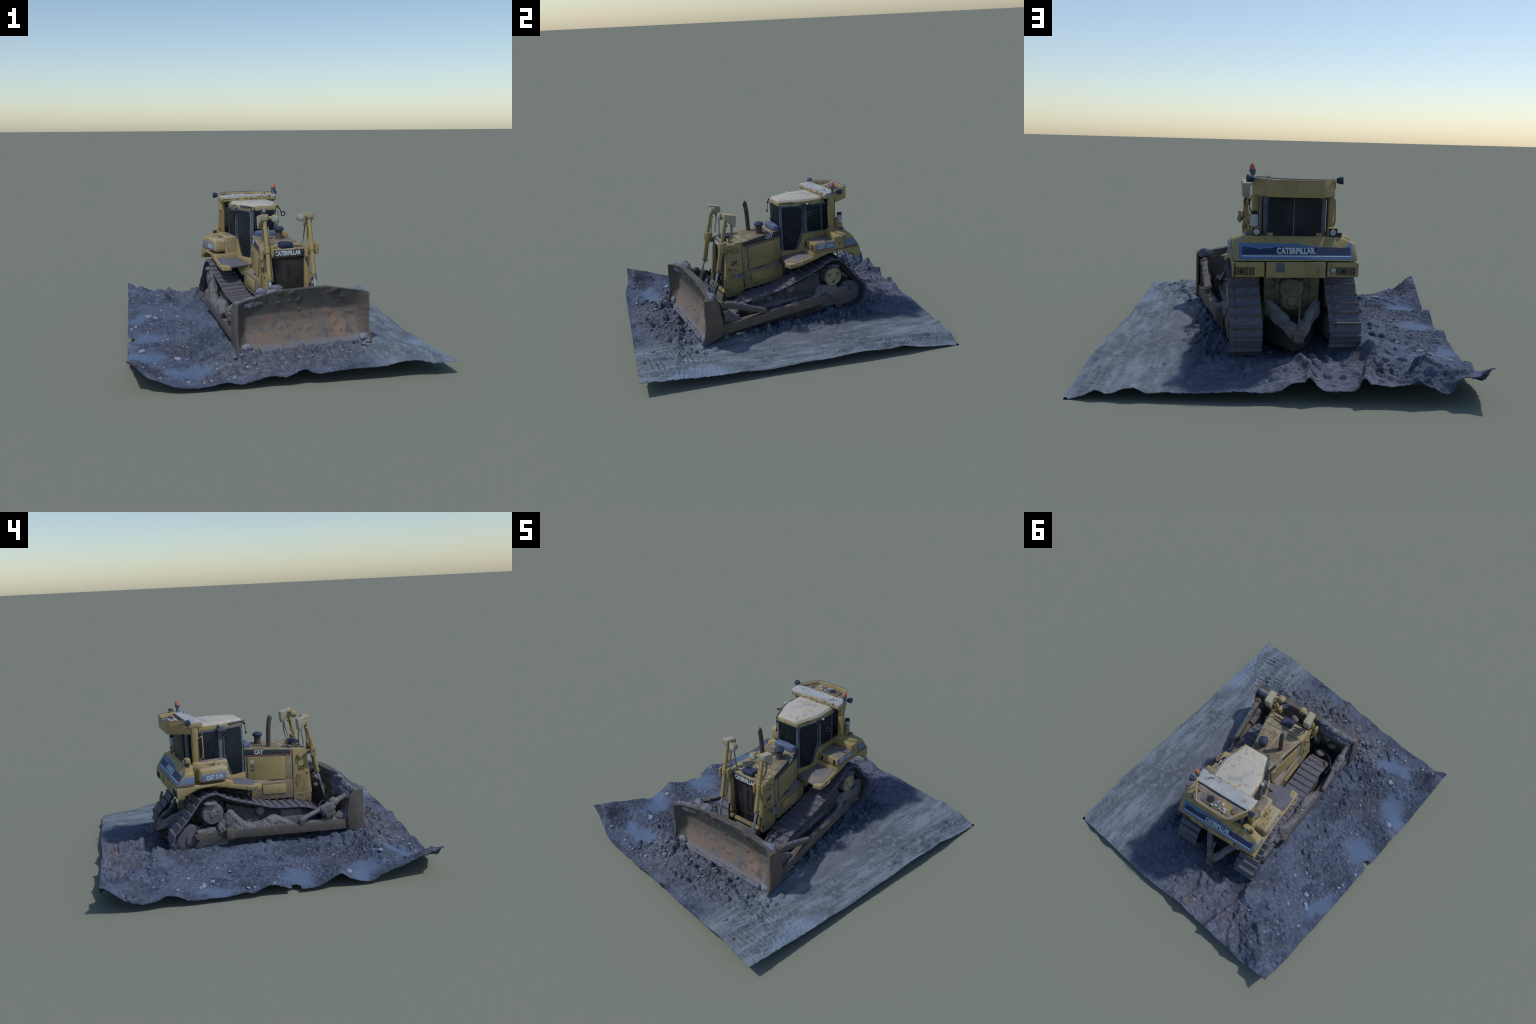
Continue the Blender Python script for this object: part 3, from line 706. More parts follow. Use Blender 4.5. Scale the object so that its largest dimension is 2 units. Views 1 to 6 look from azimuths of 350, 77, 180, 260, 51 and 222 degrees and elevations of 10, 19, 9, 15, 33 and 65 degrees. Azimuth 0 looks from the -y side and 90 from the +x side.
# ------------------------------------------------------------------ undercarriage
BELT = [(.325, .443), (.375, .433), (.412, .408), (.450, .362), (.490, .312), (.535, .262), (.572, .222), (.585, .175), (.572, .125), (.540, .085), (.47, .066),
        (.35, .060), (.15, .058), (-.05, .056), (-.22, .056), (-.32, .064), (-.378, .092), (-.400, .140), (-.392, .190), (-.362, .230), (-.310, .262), (-.24, .282),
        (-.15, .292), (-.07, .302), (.0, .322), (.08, .350), (.165, .378), (.25, .412), (.285, .432)]
CX = .2335
loop = spline([(0, y, z) for y, z in BELT], 12, True)
acc = [0.0]
for i in range(len(loop)): acc.append(acc[-1]+(loop[(i+1) % len(loop)]-loop[i]).length)
TOTAL = acc[-1]
def on_belt(d):
    d %= TOTAL
    i = max(0, np.searchsorted(acc, d, 'right')-1); i = min(i, len(loop)-1)
    t = (d-acc[i])/(acc[i+1]-acc[i])
    p = loop[i].lerp(loop[(i+1) % len(loop)], t)
    tan = (loop[(i+2) % len(loop)]-loop[i-1]).normalized()
    return p, tan
NSHOE = 45
PITCH = TOTAL/NSHOE
def shoe_mesh(seed):
    h = PITCH*.5
    prof = [(-h*1.05, -.005), (-h*1.05, .003), (-h*.90, .004), (-h*.80, .0145), (-h*.64, .0150), (-h*.42, .0045), (h*.94, .001), (h*1.02, -.005)]
    me = mesh_from([(x, y, z) for x in (-.076, .076) for y, z in prof],
                   [tuple(range(8))[::-1], tuple(range(8, 16))]+[(i, (i+1) % 8, 8+(i+1) % 8, 8+i) for i in range(8)], .0012, 1)
    lump(me, .0016, 60, seed, 3)
    me.materials.append(M['shoe']); me.materials.append(M['shoe_edge'])
    for p in me.polygons:
        if p.center.z > .0085: p.material_index = 1
    for p in me.polygons: p.use_smooth = True
    me.set_sharp_from_angle(angle=radians(35))
    return me
shoes = [shoe_mesh(k) for k in range(4)]
for s in (EAST, WEST):
    track = bpy.data.objects.new('track', None); COL.objects.link(track); track.parent = DOZER
    for i in range(NSHOE):
        p, t = on_belt((i+.3*(s > 0))*PITCH)
        n = t.cross(Vector((1, 0, 0)))
        if (p-Vector((0, .1, .22))).dot(n) < 0: n = -n
        o = bpy.data.objects.new('track_shoe', shoes[random.randrange(4)]); COL.objects.link(o); o.parent = track
        m = Matrix.Identity(4)
        xx = Vector((1, 0, 0)); yy = n.cross(xx)
        m.col[0][:3] = xx; m.col[1][:3] = yy; m.col[2][:3] = n
        m.translation = p+Vector((s*CX+random.uniform(-.0015, .0015), 0, 0))+n*.005
        o.matrix_local = m
    # link chain under the plates
    v, f = [], []; L = loop[::2]; N = len(L)
    for i in range(N):
        t = (L[(i+1) % N]-L[i-1]).normalized(); n = t.cross(Vector((1, 0, 0)))
        if (L[i]-Vector((0, .1, .22))).dot(n) < 0: n = -n
        for dx, dn in ((-.034, .002), (.034, .002), (.034, -.024), (-.034, -.024)):
            v.append(L[i]+n*dn+Vector((s*CX+dx, 0, 0)))
    for i in range(N):
        j = (i+1) % N
        for k in range(4): f.append((i*4+k, i*4+(k+1) % 4, j*4+(k+1) % 4, j*4+k))
    add('track_chain', mesh_from(v, f), 'dark', track)
    # sprocket, final drive hub and idlers
    teeth = []
    for k in range(36):
        a = 2*pi*k/36; r = .088 if k % 3 else .099
        teeth.append((.335+r*cos(a), .327+r*sin(a)))
    a, b = sorted((s*.215, s*.250)); side_prism('sprocket', teeth, a, b, 'dark', 0)
    hub = 'yellow_dusty' if s > 0 else 'mud'
    R = .066 if s > 0 else .068
    lathe('final_drive', [(0, .075), (.03, .076), (.075, .072), (.082, R), (.122, R), (.127, R-.004)], (s*.170, .335, .324), (s, 0, 0), 'mud', 40)
    lathe('hub_cover', [(0, R-.007), (.003, R-.006), (.004, R-.011), (.004, .026), (.007, .024), (.010, .020), (.0105, .004)], (s*.2965, .335, .324), (s, 0, 0), hub, 40)
    for k in range(3):
        a = 2*pi*k/3+.5
        c = (s*.299, .335+.037*cos(a), .324+.037*sin(a))
        me = blob_mesh(.0045, .015, .012, k+s, .3, 2); me.transform(Matrix.Translation(c)); add('hub_lug', me, 'mud')
    me = lathe_mesh([(0, .02), (.01, .05), (.02, .022)], (s*.27, .345, .385), (s*.1, 0, 1), 12); lump(me, .008, 30, s+8, 2); add('hub_mud', me, 'mud')
    for yy, zz, R2 in ((.470, .165, .092), (-.300, .158, .090)):
        lathe('idler', [(0, R2*.9), (.004, R2), (.05, R2), (.054, R2*.9), (.054, R2*.4), (.066, R2*.36)], (s*.205, yy, zz), (s, 0, 0), 'shoe', 36)
    lathe('carrier_roller', [(0, .022), (.004, .027), (.06, .027), (.066, .018)], (s*.215, .02, .287), (s, 0, 0), 'mud', 20)
    for k in range(6):
        lathe('track_roller', [(0, .022), (.004, .029), (.06, .029), (.066, .018)], (s*.21, -.20+k*.118, .100), (s, 0, 0), 'shoe', 20)
    # roller frame, mud covered
    a, b = sorted((s*.175, s*.292))
    me = box_mesh(a, b, -.30, .44, .105, .225, .012); lump(me, .010, 16, 20+s, 7); add('track_frame', me, 'mud')
    prof = [(.220, .213), (.300, .218), (.425, .218), (.462, .200), (.450, .178), (.430, .170), (.462, .128), (.42, .118), (.30, .150), (.220, .160)]
    a, b = sorted((s*.250, s*.306))
    me_o = side_prism('roller_guard', prof, a, b, 'rust' if s > 0 else 'rust_muddy', .004)
    hexa('frame_gusset', [(s*.15, -.28, .20), (s*.29, -.28, .20), (s*.29, -.10, .20), (s*.15, -.10, .20)],
         [(s*.17, -.26, .262), (s*.27, -.26, .262), (s*.27, -.12, .272), (s*.17, -.12, .272)], 'mud', .01)

    top = [(-.335, .20), (-.29, .238), (-.20, .258), (-.10, .268), (.0, .292), (.08, .320), (.165, .348), (.235, .375)] if s > 0 else [(-.335, .20), (-.29, .238), (-.20, .254), (-.10, .262), (.0, .284), (.08, .310), (.165, .335), (.235, .36)]
    xo = .296 if s > 0 else .272
    a, b = sorted((s*.19, s*xo))
    bmw = bmesh.new(); n_ = 110; rows = 26
    grid = []
    for i in range(n_+1):
        y = -.335+.57*i/n_
        zt = np.interp(y, [p[0] for p in top], [p[1] for p in top]); col_ = []
        for j in range(rows+1):
            z = .09+(zt-.09)*j/rows
            bulge = .024*mnoise.noise(Vector((y*13, z*15, s*3)))+.014*mnoise.noise(Vector((y*34, z*36, s*5)))-.03*(j/rows)**3
            col_.append(bmw.verts.new((s*(xo+bulge), y, z)))
        col_.append(bmw.verts.new((s*.19, y, zt))); grid.append(col_)
    for i in range(n_):
        for j in range(rows+1): bmw.faces.new((grid[i][j], grid[i+1][j], grid[i+1][j+1], grid[i][j+1]))
    bmesh.ops.recalc_face_normals(bmw, faces=bmw.faces)
    me = bpy.data.meshes.new('m'); bmw.to_mesh(me); bmw.free()
    add('packed_mud_fill', me, 'mud_dark', smooth=70)

    a, b = sorted((s*.27, s*(.322 if s > 0 else .306)))
    me = box_mesh(a, b, -.28, .24, .09, .168, .015); lump(me, .012, 14, 40+s, 7); add('packed_mud_fill', me, 'dark')  # added filler block; its dark colour stands in for shade under the arm

# clay heaped on the frames and arms
def mud_ridge(name, pts, mat, seed, amp=.010, n=22):
    """pts = (x, y, z of crest, half width, height)"""
    P = [Vector(p[:3]) for p in pts]
    W_ = [p[3] for p in pts]; H = [p[4] for p in pts]
    C = spline([tuple(p) for p in P], 14); m = len(C)
    v, f = [], []
    for i, c in enumerate(C):
        u = i/(m-1)*(len(pts)-1); k = min(int(u), len(pts)-2); t = u-k
        w = W_[k]*(1-t)+W_[k+1]*t; h = H[k]*(1-t)+H[k+1]*t
        if i in (0, m-1): w *= .2; h *= .3
        d = C[min(i+1, m-1)]-C[max(i-1, 0)]; d.z = 0; d.normalize(); r = Vector((d.y, -d.x, 0))
        for k2 in range(n):
            a = 2*pi*k2/n
            v.append(c+r*(w*cos(a))+Vector((0, 0, h*(sin(a)-1) if sin(a) > -.3 else -1.3*h)))
    for i in range(m-1):
        for k2 in range(n): f.append((i*n+k2, i*n+(k2+1) % n, (i+1)*n+(k2+1) % n, (i+1)*n+k2))
    f.append(tuple(range(n))[::-1]); f.append(tuple(range((m-1)*n, m*n)))
    me = mesh_from(v, f); lump(me, amp*.9, 20, seed, 1); lump(me, amp*.45, 75, seed+3)
    return add(name, me, mat, smooth=75)

mud_ridge('mud_heap', [(-.295, .31, .24, .030, .03), (-.285, .26, .300, .036, .07), (-.300, .222, .335, .032, .10), (-.305, .175, .288, .034, .07), (-.315, .13, .245, .030, .04),
                       (-.322, .05, .234, .028, .03), (-.318, -.01, .258, .038, .05), (-.320, -.075, .262, .040, .05), (-.335, -.125, .228, .028, .03), (-.350, -.17, .212, .02, .02)], 'mud', 3)
mud_ridge('mud_heap', [(-.358, -.25, .200, .018, .02), (-.362, -.33, .205, .022, .03), (-.366, -.42, .208, .022, .03), (-.362, -.485, .238, .026, .05), (-.362, -.525, .245, .028, .06)], 'mud', 4)
mud_ridge('mud_heap', [(.29, .36, .262, .022, .04), (.29, .27, .280, .026, .07), (.298, .22, .285, .024, .08), (.320, .20, .244, .022, .04), (.336, .12, .224, .016, .02),
                       (.345, .0, .218, .016, .02), (.350, -.10, .208, .015, .02), (.355, -.17, .212, .014, .02)], 'mud', 5, .007)
mud_ridge('mud_heap', [(.285, .44, .235, .018, .03), (.285, .38, .238, .018, .03), (.288, .30, .236, .020, .03)], 'mud', 8, .006)
mud_ridge('mud_heap', [(-.285, .44, .228, .018, .03), (-.288, .38, .236, .020, .03), (-.286, .32, .236, .020, .03)], 'mud', 9, .006)

# ------------------------------------------------------------------ blade and push arms
def top_z(x): return .425-max(0, abs(x)-.155)*.198
def blade_front(x, w):
    """front face of the mouldboard; w from 0 at the cutting edge to 1 at the top."""
    zt = top_z(x); zb = .082
    z = zb+(zt-zb)*w
    # concave roll of the plate
    y = -.567-.074*max(0, 1-w/.48)**1.4-.033*max(0, (w-.62)/.38)**1.4
    # ends sweep forward as wings
    e = max(0, (abs(x)-.338)/.066)**1.5
    ywing = -.627-.036*max(0, 1-w/.22)**1.3
    return Vector((x, y*(1-e)+ywing*e, z))
xs = [-.404, -.39, -.372, -.355, -.343, -.335]+[-.32+i*.64/90 for i in range(91)]+[.335, .343, .355, .372, .39, .404]
ws = [i/48 for i in range(49)]
v, f = [], []
for x in xs:
    for w in ws:
        p = blade_front(x, w); v.append(p)
for x in xs:
    for w in ws:
        p = blade_front(x, w); e = max(0, (abs(x)-.338)/.066)
        v.append(Vector((p.x, min(p.y+.045, -.545+.01*e), p.z if w < 1 else p.z-.001)))
nw, nx = len(ws), len(xs); K = nx*nw
for i in range(nx-1):
    for j in range(nw-1):
        a = i*nw+j
        f.append((a, a+nw, a+nw+1, a+1)); f.append((K+a, K+a+1, K+a+nw+1, K+a+nw))
    a = i*nw; f.append((a, K+a, K+a+nw, a+nw)); a = i*nw+nw-1; f.append((a, a+nw, K+a+nw, K+a))
for j in range(nw-1):
    f.append((j, j+1, K+j+1, K+j)); a = (nx-1)*nw+j; f.append((a, K+a, K+a+1, a+1))
me = mesh_from(v, f)
for vv in me.vertices:   # dents and crusted soil on the face
    c = vv.co
    if c.y < -.55:
        d = mnoise.noise(c*9)*.004+max(0, mnoise.noise(c*24+Vector((3, 1, 7)))+.5*mnoise.noise(c*60)-.30)*.014*(1.2 if c.z > .29 else .8 if c.x > .02 else .2)
        c.y -= d
add('blade', me, 'blade', smooth=50)
for s in (EAST, WEST):
    prof = [(-.627, .377), (-.630, .31), (-.628, .20), (-.641, .135), (-.664, .088), (-.60, .092), (-.523, .121), (-.517, .242), (-.533, .345), (-.56, .372)]
    a, b = sorted((s*.402, s*.413)); side_prism('blade_end_plate', prof, a, b, 'rust' if s > 0 else 'rust_muddy', .002)
box('cutting_edge', -.335, .335, -.648, -.632, .060, .104, 'blade', .003)
# box-section backing of the blade
side_prism('blade_back', [(-.552, .16), (-.552, .375), (-.538, .36), (-.530, .26), (-.534, .14)], -.335, .335, 'rust', .006)
for s in (EAST, WEST):
    side_prism('blade_gusset', [(-.545, .12), (-.545, .34), (-.515, .27), (-.500, .20), (-.50, .12)], s*.36-.03, s*.36+.03, 'rust', .004)
    side_prism('rod_lug', [(-.53, .20), (-.53, .29), (-.485, .27), (-.482, .225)], s*.142-.022, s*.142+.022, 'rust', .004)
    # push arm: heavy box beam from the trunnion to the foot of the blade
    hexa('push_arm', [(s*.305, .245, .165), (s*.350, .245, .165), (s*.401, -.525, .120), (s*.353, -.525, .120)],
         [(s*.305, .245, .218), (s*.350, .245, .218), (s*.401, -.525, .186), (s*.353, -.525, .186)], 'rust' if s > 0 else 'rust_muddy', .005)
    box('arm_trunnion', min(s*.295, s*.355), max(s*.295, s*.355), .215, .272, .158, .228, 'rust_muddy', .012)
# top clay on the blade, thicker along its west half
mud_ridge('blade_mud', [(-.405, -.585, .378, .016, .012), (-.37, -.575, .386, .022, .03), (-.32, -.568, .394, .026, .04), (-.26, -.562, .408, .026, .04), (-.20, -.556, .430, .026, .04), (-.155, -.562, .440, .022, .03), (-.10, -.575, .422, .014, .02)], 'mud_blue', 11, .008)
mud_ridge('blade_mud', [(-.385, -.58, .375, .02, .05), (-.385, -.55, .335, .02, .06), (-.38, -.525, .28, .022, .08), (-.375, -.505, .23, .02, .06)], 'mud_blue', 12, .012)
mud_ridge('blade_mud', [(.408, -.572, .376, .014, .02), (.378, -.562, .400, .026, .04), (.338, -.563, .398, .020, .03), (.28, -.572, .396, .012, .02), (.20, -.578, .410, .008, .012)], 'mud_blue', 13, .007)
mud_ridge('blade_mud', [(.12, -.575, .425, .012, .02), (.16, -.545, .412, .018, .03), (.20, -.52, .385, .014, .03)], 'mud_blue', 14, .006)
mud_ridge('blade_mud', [(-.38, -.548, .352, .016, .03), (-.32, -.545, .366, .018, .04), (-.25, -.542, .376, .020, .05), (-.19, -.540, .385, .016, .04), (-.14, -.545, .392, .012, .02)], 'mud_blue', 18, .010)
me = box_mesh(-.30, -.12, -.50, -.39, .09, .140, .02); lump(me, .02, 12, 32, 7); add('packed_clay_fill', me, 'dark')  # added filler, coloured near black like the dark pit behind the blade
blob('clay_clod', (-.150, -.556, .432), .042, .020, .022, 2, 'mud_blue', .35)
blob('clay_clod', (-.235, -.548, .420), .035, .022, .018, 12, 'mud_blue', .4)
me = box_mesh(-.11, .13, -.49, -.37, .10, .185, .02); lump(me, .022, 11, 31, 9); add('packed_clay_fill', me, 'mud')
for i, (x, y, z, r) in enumerate([(-.21, -.525, .31, .022), (-.26, -.515, .26, .024), (.06, -.515, .345, .026), (.035, -.50, .30, .022), (-.20, -.45, .19, .026)]):
    blob('clay_clod', (x, y, z), r*1.2, r, r*.9, 50+i, 'mud', .4)
blob('clay_clod', (-.352, -.62, .125), .03, .02, .02, 60, 'clod', .3)
blob('clay_clod', (.372, -.636, .108), .026, .018, .024, 61, 'clod', .3)
mud_ridge('edge_clay', [(-.32, -.640, .098, .012, .014), (-.22, -.642, .108, .010, .016), (-.10, -.640, .104, .010, .014), (.0, -.641, .110, .011, .018), (.12, -.641, .106, .010, .016), (.24, -.641, .112, .011, .018), (.33, -.641, .114, .013, .02)], 'mud_blue', 21, .007)
# east brace: flat strut from blade shoulder down to the arm; clay streak under it
hexa('blade_brace', [(.352, -.505, .302), (.388, -.505, .302), (.384, -.20, .196), (.350, -.20, .196)],
     [(.352, -.505, .338), (.388, -.505, .338), (.384, -.20, .228), (.350, -.20, .228)], 'rust', .005)
blob('brace_joint', (.372, -.508, .322), .026, .022, .028, 4, 'rust', .25)
mud_ridge('brace_mud', [(.37, -.47, .334, .014, .012), (.372, -.38, .305, .014, .012), (.372, -.28, .262, .014, .012), (.368, -.21, .236, .014, .012)], 'mud', 15, .005)
mud_ridge('brace_mud', [(.35, -.49, .27, .02, .06), (.352, -.44, .245, .02, .05), (.354, -.38, .22, .015, .03)], 'mud', 16, .006)
# west tilt cylinder with its bulky head
rod('tilt_rod', (-.374, -.200, .216), (-.368, -.36, .275), .015, 'mud', 16)
rod('tilt_rod_end', (-.385, -.215, .215), (-.36, -.215, .215), .022, 'rust', 16)
me = box_mesh(-.395, -.345, -.44, -.345, .248, .302, .010); me.transform(Matrix.Translation((-.37, -.39, .275)) @ Matrix.Rotation(radians(-22), 4, 'X') @ Matrix.Translation((.37, .39, -.275)))
lump(me, .006, 30, 3, 4); add('tilt_cylinder', me, 'mud')
me = box_mesh(-.398, -.35, -.445, -.375, .222, .252, .004); me.transform(Matrix.Translation((-.37, -.41, .237)) @ Matrix.Rotation(radians(-22), 4, 'X') @ Matrix.Translation((.37, .41, -.237)))
add('cylinder_guard', me, 'rust')
blob('tilt_trunnion', (-.368, -.440, .308), .028, .036, .028, 5, 'mud', .25)
rod('tilt_barrel', (-.368, -.42, .298), (-.366, -.53, .338), .017, 'mud', 16)
tube('tilt_hose', [(-.345, -.345, .285), (-.32, -.38, .305), (-.29, -.41, .29), (-.25, -.43, .27)], .007, 'black')
# cross tubes, front hitch brackets, loose yellow tabs
rod('cross_tube', (-.12, -.385, .285), (.12, -.385, .285), .016, 'yellow_muddy')
hexa('tow_bracket', [(-.10, -.42, .20), (.10, -.42, .20), (.10, -.30, .20), (-.10, -.30, .20)], [(-.10, -.40, .262), (.10, -.40, .262), (.10, -.30, .27), (-.10, -.30, .27)], 'mud', .008)
for x, y, z in ((.165, -.49, .300), (-.10, -.50, .335)):
    side_prism('yellow_tab', [(y-.02, z-.02), (y+.004, z+.020), (y+.016, z-.018)], x-.006, x+.006, 'yellow', .001)
tube('blade_hose', [(.128, -.40, .41), (.122, -.43, .36), (.118, -.455, .31), (.125, -.475, .27)], .0055, 'black')
tube('blade_hose', [(.118, -.40, .41), (.108, -.425, .35), (.104, -.445, .30), (.11, -.46, .26)], .005, 'yellow_muddy')
tube('blade_hose', [(-.118, -.40, .39), (-.108, -.42, .34), (-.10, -.43, .30), (-.10, -.44, .26)], .0055, 'black')

# ------------------------------------------------------------------ rear: transmission, hoses, drawbar
lathe('ring_gear_case', [(0, .108), (.012, .112), (.020, .104), (.024, .09)], (0.0, .402, .345), (0, 1, 0), 'case', 40)
lathe('transmission_case', [(0, .066), (.03, .064), (.045, .055), (.05, .04)], (.004, .412, .365), (0, 1, 0), 'case', 32)
lathe('output_cover', [(0, .056), (.025, .054), (.036, .044), (.038, .026), (.050, .023), (.054, .018)], (.004, .43, .310), (0, 1, 0), 'case', 32)
for k in range(10):
    a = 2*pi*k/10
    rod('case_bolt', (.102*cos(a), .415, .345+.102*sin(a)), (.102*cos(a), .428, .345+.102*sin(a)), .005, 'case', 8)
for s in (EAST, WEST):
    a, b = sorted((s*.085, s*.135)); box('side_housing', a, b, .38, .43, .28, .455, 'case', .006)
tube('brake_line', [(.10, .47, .42), (.075, .49, .40), (.05, .50, .432), (.01, .50, .425), (-.03, .50, .418), (-.045, .49, .43)], .0035, 'black')
tube('brake_line', [(.085, .47, .44), (.082, .485, .41), (.078, .485, .38), (.074, .475, .36)], .0035, 'mud')
# V-shaped drawbar
for s in (EAST, WEST):
    hexa('drawbar_arm', [(s*.095, .47, .245), (s*.135, .47, .255), (s*.030+.004, .640, .168), (s*-.012+.004, .630, .168)],
         [(s*.095, .47, .315), (s*.135, .47, .320), (s*.030+.004, .640, .215), (s*-.012+.004, .630, .222)], 'mud', .006)
for o in DOZER.children:
    if o.name.startswith('drawbar_arm'): lump(o.data, .011, 24, 2, 6)
me = mesh_from([(-.125, .42, .10), (.125, .42, .10), (.018, .62, .11), (-.012, .62, .11), (-.125, .42, .225), (.125, .42, .225), (.018, .62, .165), (-.012, .62, .165)],
               [(0, 3, 2, 1), (4, 5, 6, 7), (0, 1, 5, 4), (1, 2, 6, 5), (2, 3, 7, 6), (3, 0, 4, 7)], .004)
lump(me, .010, 18, 5, 8); add('drawbar_fill', me, 'dark')  # added dark filler for the scan surface that bridges the V
me = box_mesh(-.020, .026, .62, .672, .158, .212, .010); lump(me, .006, 30, 8, 4); add('drawbar_head', me, 'rust')
rod('hitch_pin', (.004, .645, .15), (-.004, .628, .265), .006, 'rust', 10)
rod('pin_rod', (-.004, .628, .26), (-.012, .585, .41), .0038, 'rust', 10)
rod('pin_handle', (-.0105, .595, .375), (-.0125, .580, .425), .0075, 'rust', 10)

# ------------------------------------------------------------------ ground: churned mud west, compacted road east
def m2w(x, y):
    return (.0247+x*cos(YAW)-y*sin(YAW), x*sin(YAW)+y*cos(YAW))
FRONT = [(-.874, .178), (-.844, .156), (-.794, .105), (-.721, .076), (-.662, .052), (-.586, .034), (-.495, .033), (-.372, .050), (-.318, .038), (-.232, .05), (-.129, .070), (-.058, .062),
         (.038, .094), (.078, .073), (.175, .071), (.265, .08), (.372, .08), (.48, .087), (.563, .102), (.673, .103), (.742, .084), (.875, .084)]
EASTE = [(-.883, .077), (-.753, .069), (-.622, .06), (-.443, .054), (-.261, .043), (-.121, .047), (.02, .053), (.163, .051), (.29, .062), (.407, .062), (.536, .052), (.627, .058), (.708, .038), (.811, .022), (.915, .014), (1.0, 0.0)]
REAR = [(.85, .006), (.787, .028), (.755, .045), (.713, .032), (.661, .044), (.587, .058), (.552, .040), (.481, .043), (.388, .042), (.27, .047), (.145, .053), (.036, .05), (-.018, .063), (-.06, .094), (-.119, .094),
        (-.158, .086), (-.182, .064), (-.237, .06), (-.315, .068), (-.345, .096), (-.391, .101), (-.439, .086), (-.508, .094), (-.57, .106), (-.625, .089), (-.673, .070), (-.712, .079), (-.74, .119), (-.816, .135), (-.853, .160)]
WESTE = [(.912, .150), (.882, .120), (.821, .075), (.773, .056), (.682, .055), (.612, .078), (.538, .060), (.497, .039), (.404, .035), (.318, .033), (.231, .040), (.187, .046), (.144, .038), (.055, .070), (-.007, .062),
         (-.068, .040), (-.175, .026), (-.266, .047), (-.357, .090), (-.411, .058), (-.54, .028), (-.596, .059), (-.67, .083), (-.745, .107), (-.857, .145), (-.92, .165)]
def sstep(t): t = np.clip(t, 0, 1); return t*t*(3-2*t)
def y_front(x): return -1.0+.034*sstep((-.64-x)/.2)
def y_rear(x): return 0.998-.026*sstep((.25-x)/.4)-.008*sstep((-.7-x)/.1)
X_W, X_E = -.884, .881
INSIDE = [  # x, y, height read off several views
    (-.533, -.82, .042), (-.46, -.80, .046), (-.60, -.86, .046), (-.766, -.531, .046), (-.70, -.58, .052), (-.82, -.51, .038), (-.747, -.146, .044), (-.80, -.12, .042), (-.66, -.15, .05), (-.80, .36, .038), (-.83, -.90, .165), (-.78, -.93, .112), (-.85, -.84, .150), (-.78, -.86, .098),
    (-.692, .347, .044), (-.80, -.424, .062), (-.607, -.683, .085), (-.68, -.70, .072), (-.244, -.807, .062), (-.325, -.907, .036), (-.636, .755, .137), (-.60, .80, .110), (-.69, .74, .09), (-.60, .70, .085), (-.56, .76, .062), (-.55, .86, .07),
    (-.474, .712, .092), (-.412, .631, .149), (-.378, .53, .122), (-.45, .57, .105), (-.50, .50, .075), (-.36, .68, .10), (-.121, .728, .118), (-.08, .80, .10), (-.16, .76, .09), (-.22, .69, .088), (-.25, .82, .078), (-.30, .75, .09), (-.36, .84, .10), (-.44, .80, .085),
    (0.0, .66, .080), (-.10, .63, .090), (-.28, .60, .075), (.10, .75, .060), (.05, .85, .06), (.25, .75, .058), (.20, .62, .07), (-.78, .84, .122), (-.78, .92, .135), (-.70, .62, .080), (-.74, .52, .066),
    (.643, .33, .042), (.84, -.42, .066), (.624, -.358, .060), (.591, .89, .043), (.70, 0, .050), (.60, .60, .041), (.75, .75, .048), (.40, .60, .062), (.50, .15, .062), (.56, -.22, .068),
    (.72, -.75, .094), (.55, -.85, .098), (.80, -.90, .090), (.60, -.60, .074), (.53, -.62, .082), (.16, -.665, .098), (.36, -.70, .100), (.50, -.73, .098), (.25, -.80, .098), (.05, -.75, .085), (0, -.87, .084), (.35, -.87, .097),
    (-.10, -.74, .092), (-.30, -.715, .118), (-.34, -.76, .085), (-.42, -.66, .075), (-.20, -.70, .10), (-.40, -.58, .065), (-.46, -.58, .045), (-.55, -.55, .052), (-.50, -.70, .07), (-.454, -.415, .080), (-.56, -.35, .070), (-.62, -.40, .072),
    (-.60, .10, .054), (-.60, .30, .055), (-.65, -.28, .060), (-.70, .05, .052), (-.70, .20, .046), (-.85, .25, .036)]
for xm, ym, z in [(-.34, -.013, .105), (-.33, .144, .110), (-.35, -.19, .092), (-.37, -.375, .085), (-.33, .287, .108), (-.42, .0, .080), (-.42, .15, .080), (-.42, .28, .080), (-.43, -.15, .072), (-.43, -.30, .074), (-.49, .08, .062), (-.49, .25, .062), (-.50, -.15, .060),
                  (-.35, .565, .115), (-.35, .437, .118), (-.25, .1, .11), (-.25, -.2, .09),
                  (0, 0, .09), (0, -.3, .09), (0, .3, .08), (.25, .1, .10), (.25, -.2, .09), (.43, -.20, .080), (.43, -.31, .084), (.43, -.44, .085), (.42, -.05, .078), (.42, .12, .078), (.40, .25, .080), (.40, .38, .078), (.36, .23, .092), (.36, 0, .090), (.36, -.25, .085),
                  (.29, .47, .075), (-.2, -.52, .10), (.2, -.52, .095), (.36, -.60, .082), (.48, .0, .070), (.48, .3, .066)]:
    INSIDE.append((*m2w(xm, ym), z))
pts = np.array([(x, float(y_front(x)), z) for x, z in FRONT]+[(X_E, y, z) for y, z in EASTE]+[(x, float(y_rear(x)), z) for x, z in REAR]+[(X_W, y, z) for y, z in WESTE]+INSIDE)
def tps(r): return np.where(r > 1e-9, r*r*np.log(r+1e-12), 0)
N = len(pts)
D_ = np.hypot(pts[:, None, 0]-pts[None, :, 0], pts[:, None, 1]-pts[None, :, 1])
